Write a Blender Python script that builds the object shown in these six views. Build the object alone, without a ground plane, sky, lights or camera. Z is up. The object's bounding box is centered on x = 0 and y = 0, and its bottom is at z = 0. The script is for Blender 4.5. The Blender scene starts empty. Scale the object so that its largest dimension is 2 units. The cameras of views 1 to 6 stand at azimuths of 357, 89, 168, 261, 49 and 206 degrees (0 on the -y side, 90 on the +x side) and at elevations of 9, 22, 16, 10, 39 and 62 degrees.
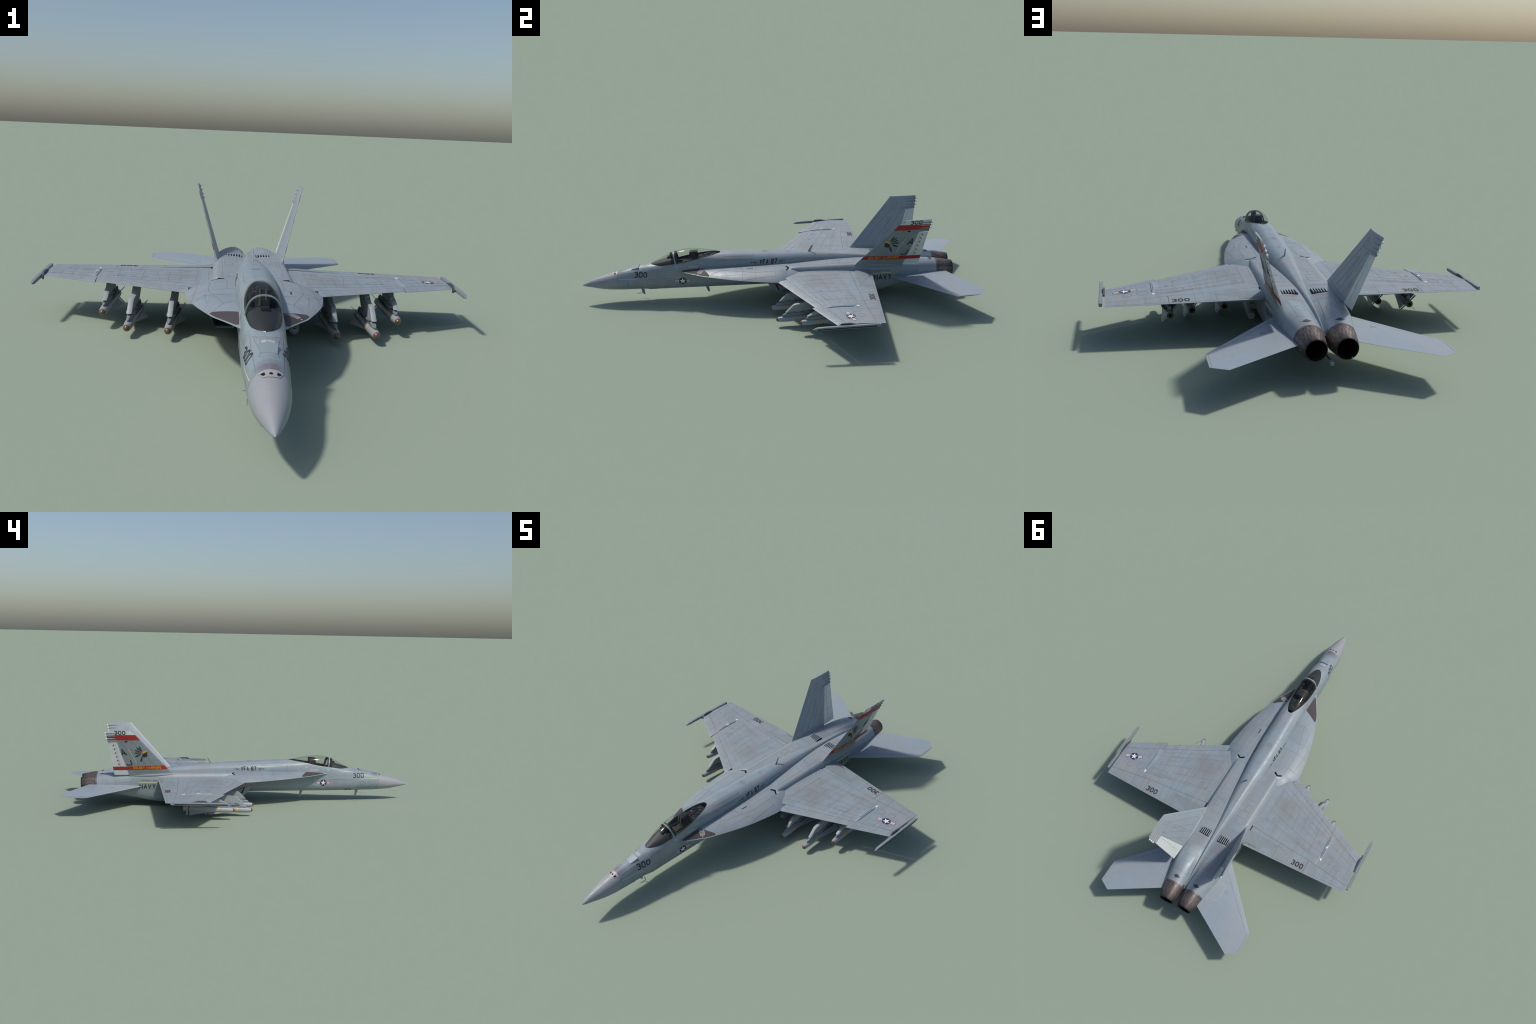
import bpy, bmesh, math, random
import numpy as np
from mathutils import Vector, Matrix
from mathutils.bvhtree import BVHTree

random.seed(7)
rng = np.random.default_rng(7)

# ----------------------------------------------------------------------------
# interpolation and loft helpers
# ----------------------------------------------------------------------------
def pchip(xs, ys, x):
    """Monotone cubic interpolation through the stations (xs, ys)."""
    xs = np.asarray(xs, float); ys = np.asarray(ys, float); x = np.atleast_1d(np.asarray(x, float))
    h = np.diff(xs); d = np.diff(ys) / h
    m = np.zeros(len(xs))
    m[0], m[-1] = d[0], d[-1]
    for i in range(1, len(xs) - 1):
        if d[i - 1] * d[i] > 0:
            w1, w2 = 2 * h[i] + h[i - 1], h[i] + 2 * h[i - 1]
            m[i] = (w1 + w2) / (w1 / d[i - 1] + w2 / d[i])
    k = np.clip(np.searchsorted(xs, x) - 1, 0, len(h) - 1)
    t = np.clip((x - xs[k]) / h[k], 0, 1)
    h00 = 2 * t**3 - 3 * t**2 + 1; h10 = t**3 - 2 * t**2 + t
    h01 = -2 * t**3 + 3 * t**2; h11 = t**3 - t**2
    return h00 * ys[k] + h10 * h[k] * m[k] + h01 * ys[k + 1] + h11 * h[k] * m[k + 1]

def P(table, y):
    """Value of a {station: value} table at y."""
    k = sorted(table)
    return float(pchip(k, [table[q] for q in k], y)[0])

def catmull(pts, n, mirror=True):
    """Smooth open curve through pts; ends reflect in x = 0 when mirror."""
    p = np.asarray(pts, float)
    if mirror:
        a, b = p[1] * [-1, 1], p[-2] * [-1, 1]
    else:
        a, b = 2 * p[0] - p[1], 2 * p[-1] - p[-2]
    q = np.vstack([a, p, b]); out = []
    for i in range(1, len(q) - 2):
        for j in range(n):
            t = j / n
            out.append(0.5 * (2 * q[i] + (q[i + 1] - q[i - 1]) * t
                              + (2 * q[i - 1] - 5 * q[i] + 4 * q[i + 1] - q[i + 2]) * t * t
                              + (3 * q[i] - q[i - 1] - 3 * q[i + 1] + q[i + 2]) * t**3))
    out.append(p[-1])
    return np.array(out)

def loft_sections(stations, ys, per=5):
    """stations {y: [(x,z)...]} half sections, top centre to bottom centre -> closed mirrored rings."""
    keys = sorted(stations); arr = np.array([stations[k] for k in keys], float)
    rings = []
    for y in ys:
        ctl = np.array([[pchip(keys, arr[:, i, 0], y)[0], pchip(keys, arr[:, i, 1], y)[0]]
                        for i in range(arr.shape[1])])
        half = catmull(ctl, per)
        half[0, 0] = half[-1, 0] = 0.0
        half[:, 0] = np.maximum(half[:, 0], 0)
        left = half[1:-1][::-1] * [-1, 1]
        ring = np.vstack([half, left])
        rings.append([(x, y, z) for x, z in ring])
    return rings

def skin(rings, cap0=True, cap1=True, closed=True):
    v = [p for r in rings for p in r]; n = len(rings[0]); f = []
    for i in range(len(rings) - 1):
        for j in range(n if closed else n - 1):
            a, b = i * n + j, i * n + (j + 1) % n
            f.append((a, b, b + n, a + n))
    if cap0: f.append(tuple(range(n))[::-1])
    if cap1: f.append(tuple(range((len(rings) - 1) * n, len(rings) * n)))
    return v, f

# ----------------------------------------------------------------------------
# objects
# ----------------------------------------------------------------------------
ROOT = bpy.data.objects.new("fighter_jet", None)
bpy.context.collection.objects.link(ROOT)
ROOT["label"] = "grey twin-tail naval strike fighter with underwing missiles"
ROOT["category"] = "jet aircraft"

def mesh_from(v, f, merge=1e-6, flip=None):
    bm = bmesh.new()
    vs = [bm.verts.new(p) for p in v]
    for q in f:
        try: bm.faces.new([vs[i] for i in q])
        except ValueError: pass
    bmesh.ops.remove_doubles(bm, verts=bm.verts, dist=merge)
    bmesh.ops.dissolve_degenerate(bm, edges=bm.edges, dist=1e-7)
    bmesh.ops.recalc_face_normals(bm, faces=bm.faces)
    me = bpy.data.meshes.new("mesh"); bm.to_mesh(me); bm.free()
    return me

def add(name, me, mat=None, parent=None, smooth=35, stuff=False):
    me.name = name
    ob = bpy.data.objects.new(name, me); bpy.context.collection.objects.link(ob)
    ob.parent = parent or ROOT
    if mat is not None:
        me.materials.clear()
        for m in (mat if isinstance(mat, (list, tuple)) else [mat]): me.materials.append(m)
    if smooth:
        me.shade_smooth(); me.set_sharp_from_angle(angle=math.radians(smooth))
    if stuff: ob["kind"] = "stuff"
    return ob

def obj(name, v, f, mat, parent=None, smooth=35, stuff=False, bevel=0):
    me = mesh_from(v, f)
    if bevel:
        bm = bmesh.new(); bm.from_mesh(me)
        ed = [e for e in bm.edges if e.is_manifold and e.calc_face_angle(0) > .6]
        bmesh.ops.bevel(bm, geom=ed, offset=bevel, segments=2, affect='EDGES', profile=.6, clamp_overlap=True)
        bm.to_mesh(me); bm.free()
    return add(name, me, mat, parent, smooth, stuff)

def instance(src, name, parent=None, M=None):
    ob = src.copy(); ob.name = name
    bpy.context.collection.objects.link(ob); ob.parent = parent or ROOT
    if M is not None: ob.matrix_local = M
    return ob

def mir(v): return [(-x, y, z) for x, y, z in v]

def box(cx, cy, cz, sx, sy, sz, taper=1.0):
    v = []
    for dz, k in ((-1, 1), (1, taper)):
        for dx, dy in ((-1, -1), (1, -1), (1, 1), (-1, 1)):
            v.append((cx + dx * sx / 2 * k, cy + dy * sy / 2 * k, cz + dz * sz / 2))
    return v, [(0, 1, 2, 3), (4, 5, 6, 7), (0, 1, 5, 4), (1, 2, 6, 5), (2, 3, 7, 6), (3, 0, 4, 7)]

def merge(*parts):
    V, F = [], []
    for v, f in parts:
        o = len(V); V += list(v); F += [tuple(i + o for i in q) for q in f]
    return V, F

def prism(poly, axis, a, b):
    """Polygon of 2D points extruded along axis between a and b."""
    def pt(p, w):
        q = list(p); q.insert(axis, w); return tuple(q)
    n = len(poly)
    v = [pt(p, a) for p in poly] + [pt(p, b) for p in poly]
    f = [tuple(range(n)), tuple(range(n, 2 * n))] + [(i, (i + 1) % n, n + (i + 1) % n, n + i) for i in range(n)]
    return v, f

def lathe(prof, seg=32, axis_y=True, cx=0, cz=0, caps=True):
    rings = [[(cx + r * math.cos(2 * math.pi * k / seg), y, cz + r * math.sin(2 * math.pi * k / seg))
              for k in range(seg)] for y, r in prof]
    return skin(rings, caps, caps)

def tube(path, r, seg=10):
    rings = []
    path = [Vector(p) for p in path]
    for i, p in enumerate(path):
        t = (path[min(i + 1, len(path) - 1)] - path[max(i - 1, 0)]).normalized()
        a = t.cross(Vector((0, 0, 1)) if abs(t.z) < .9 else Vector((1, 0, 0))).normalized(); b = t.cross(a)
        rr = r[i] if isinstance(r, (list, tuple)) else r
        rings.append([tuple(p + (a * math.cos(2 * math.pi * k / seg) + b * math.sin(2 * math.pi * k / seg)) * rr) for k in range(seg)])
    return skin(rings)

# ----------------------------------------------------------------------------
# materials
# ----------------------------------------------------------------------------
def srgb(r, g, b):
    return tuple(((c / 255 + .055) / 1.055) ** 2.4 if c > 10 else c / 255 / 12.92 for c in (r, g, b)) + (1,)

class Nodes:
    def __init__(s, name):
        s.mat = bpy.data.materials.new(name); s.mat.use_nodes = True
        s.t = s.mat.node_tree; s.b = s.t.nodes["Principled BSDF"]
        s.co = s.t.nodes.new("ShaderNodeTexCoord").outputs["Object"]
    def n(s, kind, **kw):
        nd = s.t.nodes.new(kind)
        for k, v in kw.items(): setattr(nd, k, v)
        return nd
    def link(s, a, b): s.t.links.new(a, b)
    def mapped(s, scale=(1, 1, 1), rot=(0, 0, 0), loc=(0, 0, 0)):
        m = s.n("ShaderNodeMapping"); s.link(s.co, m.inputs[0])
        m.inputs["Scale"].default_value = scale; m.inputs["Rotation"].default_value = rot; m.inputs["Location"].default_value = loc
        return m.outputs[0]
    def noise(s, scale, detail=4, vec=None, rough=.55):
        n = s.n("ShaderNodeTexNoise"); s.link(vec or s.co, n.inputs["Vector"])
        n.inputs["Scale"].default_value = scale; n.inputs["Detail"].default_value = detail; n.inputs["Roughness"].default_value = rough
        return n.outputs["Fac"]
    def ramp(s, fac, stops):
        r = s.n("ShaderNodeValToRGB"); s.link(fac, r.inputs[0]); e = r.color_ramp.elements
        while len(e) < len(stops): e.new(.5)
        for q, (p, c) in zip(e, stops):
            q.position = p; q.color = c if len(c) == 4 else (*c, 1)
        return r.outputs[0]
    def fade(s, fac, lo, hi, a=0., b=1.):
        m = s.n("ShaderNodeMapRange"); s.link(fac, m.inputs[0])
        for i, x in enumerate((lo, hi, a, b)): m.inputs[i + 1].default_value = x
        return m.outputs[0]
    def mix(s, a, b, fac, mode='MIX'):
        m = s.n("ShaderNodeMix", data_type='RGBA', blend_type=mode)
        for i, x in ((6, a), (7, b), (0, fac)):
            if hasattr(x, "is_output"): s.link(x, m.inputs[i])
            else: m.inputs[i].default_value = x
        return m.outputs[2]
    def mul(s, a, b):
        m = s.n("ShaderNodeMath", operation='MULTIPLY')
        for i, x in enumerate((a, b)):
            if hasattr(x, "is_output"): s.link(x, m.inputs[i])
            else: m.inputs[i].default_value = x
        return m.outputs[0]
    def bump(s, h, strength, dist=.001):
        b = s.n("ShaderNodeBump"); s.link(h, b.inputs["Height"])
        b.inputs["Strength"].default_value = strength; b.inputs["Distance"].default_value = dist
        s.link(b.outputs[0], s.b.inputs["Normal"])
    def out(s, col, rough=.5, metal=0., spec=.4):
        if hasattr(col, "is_output"): s.link(col, s.b.inputs["Base Color"])
        else: s.b.inputs["Base Color"].default_value = col
        if hasattr(rough, "is_output"): s.link(rough, s.b.inputs["Roughness"])
        else: s.b.inputs["Roughness"].default_value = rough
        s.b.inputs["Metallic"].default_value = metal; s.b.inputs["Specular IOR Level"].default_value = spec
        return s.mat

def scale_col(c, k): return tuple(x * k for x in c[:3]) + (1,)

def paint(name, base, cool, warm, cells=(7, 9, 9), streak=(60, 4, 60), cell_amt=.5, dirt=.25, soot=(), rough=.41):
    """Faded naval paint: patches of cooler and warmer grey per panel, airflow streaks, fine grime."""
    s = Nodes(name)
    vor = s.n("ShaderNodeTexVoronoi", distance='CHEBYCHEV'); s.link(s.mapped(cells), vor.inputs["Vector"])
    vor.inputs["Scale"].default_value = 1; vor.inputs["Randomness"].default_value = .8
    bw = s.n("ShaderNodeRGBToBW"); s.link(vor.outputs["Color"], bw.inputs[0])
    patch = s.mix(cool, warm, s.fade(bw.outputs[0], .3, .7))
    big = s.mix(cool, warm, s.fade(s.noise(5.5, 5), .38, .62))
    col = s.mix(big, patch, cell_amt)
    col = s.mix(base, col, .8)
    vo2 = s.n("ShaderNodeTexVoronoi", distance='CHEBYCHEV'); s.link(s.mapped(tuple(q * 1.7 for q in cells), loc=(.37, .11, .5)), vo2.inputs["Vector"])
    vo2.inputs["Scale"].default_value = 1; vo2.inputs["Randomness"].default_value = .7
    bw2 = s.n("ShaderNodeRGBToBW"); s.link(vo2.outputs["Color"], bw2.inputs[0])
    col = s.mix(col, scale_col(base, .84), s.mul(s.fade(bw2.outputs[0], .52, .58), cell_amt * .55))
    col = s.mix(col, scale_col(cool, 1.10), s.mul(s.fade(bw2.outputs[0], .40, .34), cell_amt * .55))
    st = s.fade(s.noise(1, 5, s.mapped(streak)), .45, .75)
    col = s.mix(col, scale_col(warm, .72), s.mul(st, dirt))
    sp = s.fade(s.noise(260, 3), .62, .8)
    col = s.mix(col, scale_col(base, .6), s.mul(sp, .25))
    lt = s.fade(s.noise(34, 4), .6, .8)
    col = s.mix(col, scale_col(cool, 1.12), s.mul(lt, .35))
    mt = s.fade(s.noise(17, 6, s.mapped((1.6, .8, 1.6)), .62), .48, .68)
    col = s.mix(col, scale_col(warm, .80), s.mul(mt, dirt * .9))
    ml = s.fade(s.noise(23, 6, s.mapped((.8, 1.7, 1)), .6), .52, .70)
    col = s.mix(col, scale_col(cool, 1.10), s.mul(ml, .35))
    for (c, r, colr, amt) in soot:
        m = s.mapped(tuple(1 / q for q in r), loc=tuple(-a / b for a, b in zip(c, r)))
        g = s.n("ShaderNodeTexGradient", gradient_type='SPHERICAL'); s.link(m, g.inputs[0])
        k = s.mul(s.fade(g.outputs["Fac"], 0, .75), s.fade(s.noise(40, 4), .2, .6, .5, 1.0))
        col = s.mix(col, colr, s.mul(k, amt))
    s.bump(s.noise(220, 2), .05)
    return s.out(col, s.fade(s.noise(30, 3), .3, .7, rough - .05, rough + .08))

def plain(name, col, rough=.5, metal=0., spec=.4, wear=.15, scale=60):
    s = Nodes(name)
    c = s.mix(col, scale_col(col, .65), s.mul(s.fade(s.noise(scale, 5), .4, .75), wear * 2))
    return s.out(c, rough, metal, spec)

GREY = srgb(139, 149, 155); COOL = srgb(130, 147, 157); WARM = srgb(146, 147, 149)
SOOT = srgb(96, 88, 92)
M_top = paint("weathered_grey_paint", GREY, COOL, WARM,
              soot=[((0, -.797, .165), (.05, .04, .05), srgb(98, 90, 98), .85),
                    ((.055, .575, .19), (.045, .05, .06), srgb(120, 112, 112), .5),
                    ((-.055, .575, .19), (.045, .05, .06), srgb(120, 112, 112), .5)])
M_wing = paint("weathered_wing_paint", GREY, srgb(131, 147, 157), srgb(147, 147, 147), dirt=.5, cells=(9, 11, 9),
               soot=[((.24, .2, .15), (.09, .11, .2), srgb(124, 121, 119), .5),
                     ((-.24, .2, .15), (.09, .11, .2), srgb(124, 121, 119), .5)])
M_stab = paint("tailplane_paint", srgb(144, 154, 161), srgb(138, 152, 162), srgb(148, 153, 157), cell_amt=.1, dirt=.12)
M_radome = paint("radome_paint", srgb(146, 149, 154), srgb(141, 148, 154), srgb(149, 149, 153), streak=(20, 60, 20), cell_amt=.05, dirt=.1, rough=.42)
M_fin = paint("fin_paint", srgb(130, 140, 144), srgb(126, 139, 144), srgb(133, 139, 141), dirt=.25, cell_amt=.2)
M_white = paint("rudder_white_paint", srgb(205, 210, 207), srgb(205, 211, 208), srgb(198, 203, 200), cell_amt=.2, dirt=.2)
M_line = plain("panel_gap", srgb(116, 119, 122), .7, wear=.2)
M_gap = plain("deep_gap", srgb(28, 30, 33), .8)
M_black = plain("black_marking", srgb(48, 50, 52), .6, wear=.3, scale=120)
M_dark = plain("dark_walkway", srgb(71, 65, 65), .7, wear=.15, scale=20)
M_red = plain("red_marking", srgb(158, 42, 38), .55, wear=.2, scale=90)
M_gold = plain("gold_marking", srgb(214, 160, 30), .55, wear=.15)
M_navy = plain("navy_marking", srgb(45, 47, 76), .55, wear=.15)
M_wmark = plain("white_marking", srgb(222, 222, 222), .55, wear=.1)
M_stencil = plain("pale_stencil", srgb(184, 192, 200), .55, wear=.3)
M_strip = plain("formation_light", srgb(200, 200, 150), .4)
M_hole = plain("black_interior", srgb(12, 12, 13), .9)
M_cock = plain("cockpit_black", srgb(38, 38, 40), .7, wear=.3, scale=150)
M_seat = plain("seat_fabric", srgb(60, 58, 52), .9)
M_tan = plain("harness_tan", srgb(86, 80, 64), .9)
M_miss = plain("missile_grey", srgb(148, 155, 159), .42, wear=.15)
M_pyl = plain("pylon_grey", srgb(150, 157, 160), .5, wear=.18)
M_launch = plain("launcher_grey", srgb(128, 136, 141), .5, wear=.3)
M_yel = plain("yellow_band", srgb(222, 160, 40), .5)
M_redring = plain("red_ring", srgb(190, 84, 74), .5)
M_brown = plain("brown_band", srgb(110, 40, 32), .5)
M_bulb = plain("white_bulb", srgb(222, 222, 220), .35, wear=.05)
M_orange = plain("warning_orange", srgb(205, 110, 35), .5)
M_teal = plain("teal_light", srgb(60, 160, 160), .3)
M_lip = plain("pale_grey", srgb(162, 169, 174), .5)
M_railf = plain("rail_dark_grey", srgb(72, 78, 84), .5)
M_liteplate = plain("gun_plate", srgb(166, 163, 165), .45, .1, wear=.25)

s = Nodes("exhaust_metal")
_c = s.ramp(s.noise(1, 5, s.mapped((34, 9, 34))), [(.3, srgb(66, 60, 60)), (.5, srgb(96, 88, 86)), (.62, srgb(126, 114, 108)), (.78, srgb(84, 80, 86))])
_sep = s.n("ShaderNodeSeparateXYZ"); s.link(s.co, _sep.inputs[0])
_c = s.mix(_c, srgb(26, 25, 26), s.fade(_sep.outputs[1], .066, .078, 0, .85))   # soot at the petal tips
M_noz = s.out(_c, .42, .55, .4)
s = Nodes("exhaust_band")
M_nozband = s.out(s.ramp(s.noise(1, 4, s.mapped((220, 8, 220))), [(.35, srgb(88, 82, 81)), (.65, srgb(112, 105, 102))]), .5, .4)
s = Nodes("clear_canopy")
_t = s.n("ShaderNodeBsdfTransparent"); _t.inputs[0].default_value = (.86, .89, .86, 1)
_g = s.n("ShaderNodeBsdfGlossy"); _g.inputs["Roughness"].default_value = .06
_w = s.n("ShaderNodeLayerWeight"); _w.inputs[0].default_value = .5
_p = s.n("ShaderNodeMath", operation='POWER'); s.link(_w.outputs["Facing"], _p.inputs[0]); _p.inputs[1].default_value = 5
_f = s.n("ShaderNodeMapRange"); s.link(_p.outputs[0], _f.inputs[0]); _f.inputs[3].default_value = .035; _f.inputs[4].default_value = .30
_m = s.n("ShaderNodeMixShader"); s.link(_f.outputs[0], _m.inputs[0]); s.link(_t.outputs[0], _m.inputs[1]); s.link(_g.outputs[0], _m.inputs[2])
s.link(_m.outputs[0], s.t.nodes["Material Output"].inputs[0]); s.t.nodes.remove(s.b)
M_glass = s.mat
s = Nodes("seeker_glass"); M_seeker = s.out(srgb(84, 82, 60), .25, 0, .6)
s = Nodes("pod_window"); M_podwin = s.out(srgb(45, 92, 112), .08, .2, .8)

# ----------------------------------------------------------------------------
# forward fuselage with spine
# ----------------------------------------------------------------------------
ANG = [0, 20, 42, 65, 90, 115, 140, 160, 180]
def oval(t, b, hw, zm=None, n=2.15):
    zm = (t + b) / 2 if zm is None else zm
    pts = []
    for a in ANG:
        a = math.radians(a); c, s_ = math.cos(a), math.sin(a)
        h = (t - zm) if c >= 0 else (zm - b)
        pts.append((hw * abs(s_) ** (2 / n), zm + h * math.copysign(abs(c) ** (2 / n), c)))
    return pts

FUS = {
    -1.000: oval(.0912, .0908, .0002),
    -.992: oval(.0965, .0870, .0055, .091, 2.0),
    -.975: oval(.1060, .0832, .0122, .093, 2.0),
    -.950: oval(.1180, .0790, .0205, .096, 2.0),
    -.920: oval(.1290, .0732, .0295, .099, 2.0),
    -.880: oval(.1410, .0668, .0380, .102, 2.05),
    -.830: oval(.1548, .0630, .0452, .107, 2.02),
    -.760: oval(.1710, .0605, .0490, .113, 2.05),
    -.690: oval(.1850, .0600, .0520, .119, 2.08),
    -.640: [(0, .1945), (.0165, .193), (.033, .186), (.0475, .168), (.0535, .128), (.0515, .0955), (.0402, .0718), (.0208, .0622), (0, .0593)],
    -.600: [(0, .1985), (.0160, .1975), (.033, .190), (.0480, .171), (.0545, .132), (.0525, .0965), (.0402, .0718), (.0208, .0622), (0, .0593)],
    -.550: [(0, .209), (.0190, .207), (.0400, .199), (.0510, .177), (.0555, .136), (.0530, .0965), (.0402, .0718), (.0208, .0622), (0, .0593)],
    -.500: [(0, .218), (.0220, .215), (.0440, .2065), (.0530, .180), (.0560, .138), (.0535, .0965), (.0402, .0718), (.0208, .0622), (0, .0593)],
    -.440: [(0, .228), (.0230, .226), (.0450, .2165), (.0540, .184), (.0560, .140), (.0535, .0965), (.0402, .0718), (.0208, .0622), (0, .0593)],
    -.380: [(0, .237), (.0220, .236), (.0435, .2260), (.0540, .190), (.0560, .142), (.0535, .0965), (.0402, .0718), (.0208, .0622), (0, .0593)],
    -.320: [(0, .2425), (.021, .2412), (.0465, .2250), (.0568, .195), (.0560, .144), (.0535, .0965), (.0402, .0718), (.0208, .0622), (0, .0593)],
    -.260: [(0, .2425), (.0250, .2402), (.0505, .2215), (.0590, .1955), (.0560, .146), (.0535, .0965), (.0402, .0718), (.0208, .0622), (0, .0593)],
    -.100: [(0, .2375), (.0265, .2350), (.0500, .2190), (.0612, .1955), (.0560, .148), (.0535, .0965), (.0402, .0718), (.0208, .0622), (0, .0593)],
    .050: [(0, .2315), (.0245, .2287), (.0458, .2150), (.0560, .1945), (.0550, .148), (.0535, .0965), (.0402, .0718), (.0208, .0622), (0, .0593)],
    .142: [(0, .2260), (.0205, .2240), (.0388, .2120), (.0485, .1940), (.0520, .148), (.0500, .10), (.040, .075), (.020, .066), (0, .066)],
    .300: [(0, .2130), (.0150, .2120), (.0268, .2035), (.0358, .1900), (.0420, .150), (.0420, .12), (.035, .10), (.018, .095), (0, .095)],
    .430: [(0, .1990), (.0095, .1983), (.0172, .1925), (.0245, .1800), (.0320, .150), (.032, .13), (.026, .12), (.013, .115), (0, .115)],
    .560: [(0, .1870), (.0050, .1860), (.0095, .1810), (.0150, .168), (.0220, .150), (.022, .135), (.018, .125), (.009, .12), (0, .12)],
    .700: [(0, .1700), (.0030, .1670), (.0060, .1610), (.0110, .150), (.0150, .140), (.014, .13), (.011, .122), (.006, .12), (0, .12)],
    .800: [(0, .1420), (.0015, .1410), (.0030, .1390), (.0050, .135), (.0060, .130), (.006, .127), (.005, .124), (.002, .122), (0, .122)],
}
fy = np.unique(np.round(np.concatenate([[-1, -.997, -.992, -.985], np.linspace(-.98, -.60, 58), np.linspace(-.6, -.2, 60), np.linspace(-.2, .8, 90), [-.81]]), 5))
fv, ff = skin(loft_sections(FUS, fy, 6))

# canopy sill outline and canopy crown
SILL_W = {-.637: 0, -.630: .0125, -.615: .0225, -.595: .0305, -.565: .0385, -.530: .0432, -.50: .0452, -.45: .0465, -.405: .0450, -.365: .0395, -.325: .0305, -.30: .0220, -.285: .0140, -.2775: .0075, -.2765: 0}
SILL_Z = {-.637: .1945, -.60: .1905, -.565: .1945, -.53: .1995, -.50: .2045, -.45: .2140, -.405: .2225, -.365: .2295, -.325: .2365, -.30: .2400, -.2765: .2430}
CROWN = {-.637: .1950, -.604: .2130, -.565: .2330, -.525: .2510, -.486: .2625, -.44: .2670, -.40: .2655, -.36: .2605, -.31: .2510, -.2765: .2435}

cy = np.concatenate([-.637 + .03 * np.linspace(0, 1, 14)**2, np.linspace(-.60, -.30, 40), -.2765 - .022 * np.linspace(1, 0, 10)**2])
foot = [(P(SILL_W, y), y) for y in cy]
foot = foot + [(-x, y) for x, y in foot[1:-1][::-1]]
fus_me = mesh_from(fv, ff)
cutv, cutf = prism(foot, 2, .158, .32)
cut_me = mesh_from(cutv, cutf)
fus = add("fuselage", fus_me, [M_top, M_cock], smooth=0)
cut_me.materials.append(M_cock)
cut = bpy.data.objects.new("cutter", cut_me); bpy.context.collection.objects.link(cut)
bo = fus.modifiers.new("cut", 'BOOLEAN'); bo.operation = 'DIFFERENCE'; bo.object = cut; bo.solver = 'EXACT'; bo.material_mode = 'TRANSFER'
dg = bpy.context.evaluated_depsgraph_get()
res = bpy.data.meshes.new_from_object(fus.evaluated_get(dg))
fus.modifiers.clear()
bpy.data.objects.remove(cut)
cmi = [i for i, m in enumerate(res.materials) if m == M_cock]

def split_mesh(me, pick):
    """Copy of the faces for which pick(face) is true."""
    bm = bmesh.new(); bm.from_mesh(me)
    bmesh.ops.delete(bm, geom=[f for f in bm.faces if not pick(f)], context='FACES')
    out = bpy.data.meshes.new("split"); bm.to_mesh(out); bm.free()
    for p in out.polygons: p.material_index = 0
    return out
shell = split_mesh(res, lambda f: f.material_index not in cmi and f.calc_center_median().y > -.81)
nose = split_mesh(res, lambda f: f.material_index not in cmi and f.calc_center_median().y <= -.81)
tub = split_mesh(res, lambda f: f.material_index in cmi)
bpy.data.objects.remove(fus)
fus = add("fuselage", shell, M_top, smooth=40)
radome = add("radome", nose, M_radome, smooth=40)
cockpit = add("cockpit", tub, M_cock, smooth=30)

# ----------------------------------------------------------------------------
# rear body with twin engine bays
# ----------------------------------------------------------------------------
BODY = {
    -.200: [(0, .160), (.050, .165), (.085, .161), (.105, .156), (.112, .150), (.110, .146), (.100, .142), (.050, .140), (0, .140)],
    -.060: [(0, .172), (.050, .174), (.085, .1735), (.105, .168), (.115, .155), (.113, .148), (.105, .142), (.050, .140), (0, .140)],
    .040: [(0, .182), (.050, .1825), (.092, .1815), (.112, .1745), (.1255, .158), (.126, .148), (.115, .140), (.050, .138), (0, .138)],
    .085: [(0, .184), (.050, .1845), (.098, .1855), (.1190, .1810), (.1315, .160), (.131, .147), (.115, .139), (.050, .137), (0, .137)],
    .110: [(0, .185), (.050, .1855), (.098, .1870), (.1205, .1820), (.1325, .158), (.131, .146), (.115, .138), (.050, .135), (0, .135)],
    .125: [(0, .186), (.050, .1862), (.098, .1875), (.1205, .1820), (.1325, .156), (.1308, .096), (.119, .037), (.062, .030), (0, .044)],
    .300: [(0, .188), (.050, .1895), (.098, .1880), (.1195, .1820), (.1320, .156), (.1315, .095), (.120, .029), (.062, .021), (0, .028)],
    .450: [(0, .184), (.050, .1880), (.094, .1880), (.1165, .1825), (.1310, .156), (.1302, .096), (.116, .031), (.060, .022), (0, .029)],
    .540: [(0, .178), (.045, .1840), (.086, .1865), (.1120, .1820), (.1275, .156), (.1262, .098), (.107, .042), (.056, .031), (0, .040)],
    .600: [(0, .172), (.040, .1805), (.078, .1865), (.1070, .1815), (.1235, .156), (.1215, .100), (.099, .053), (.053, .043), (0, .053)],
    .700: [(0, .158), (.028, .1760), (.063, .1860), (.1000, .1770), (.1200, .150), (.1190, .104), (.094, .065), (.053, .055), (0, .072)],
    .765: [(0, .146), (.022, .1690), (.0565, .1815), (.0940, .1690), (.1130, .136), (.1060, .095), (.079, .068), (.050, .062), (0, .090)],
    .820: [(0, .132), (.017, .1600), (.0525, .1740), (.0890, .1590), (.1045, .1235), (.0920, .0880), (.0560, .0705), (.020, .0820), (0, .112)],
}
by = np.unique(np.round(np.concatenate([np.linspace(-.2, .82, 110), [.085, .11, .125]]), 5))
bv, bf = skin(loft_sections(BODY, by, 6), True, False)
body = obj("engine_bay", bv, bf, M_top, smooth=40)

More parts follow.
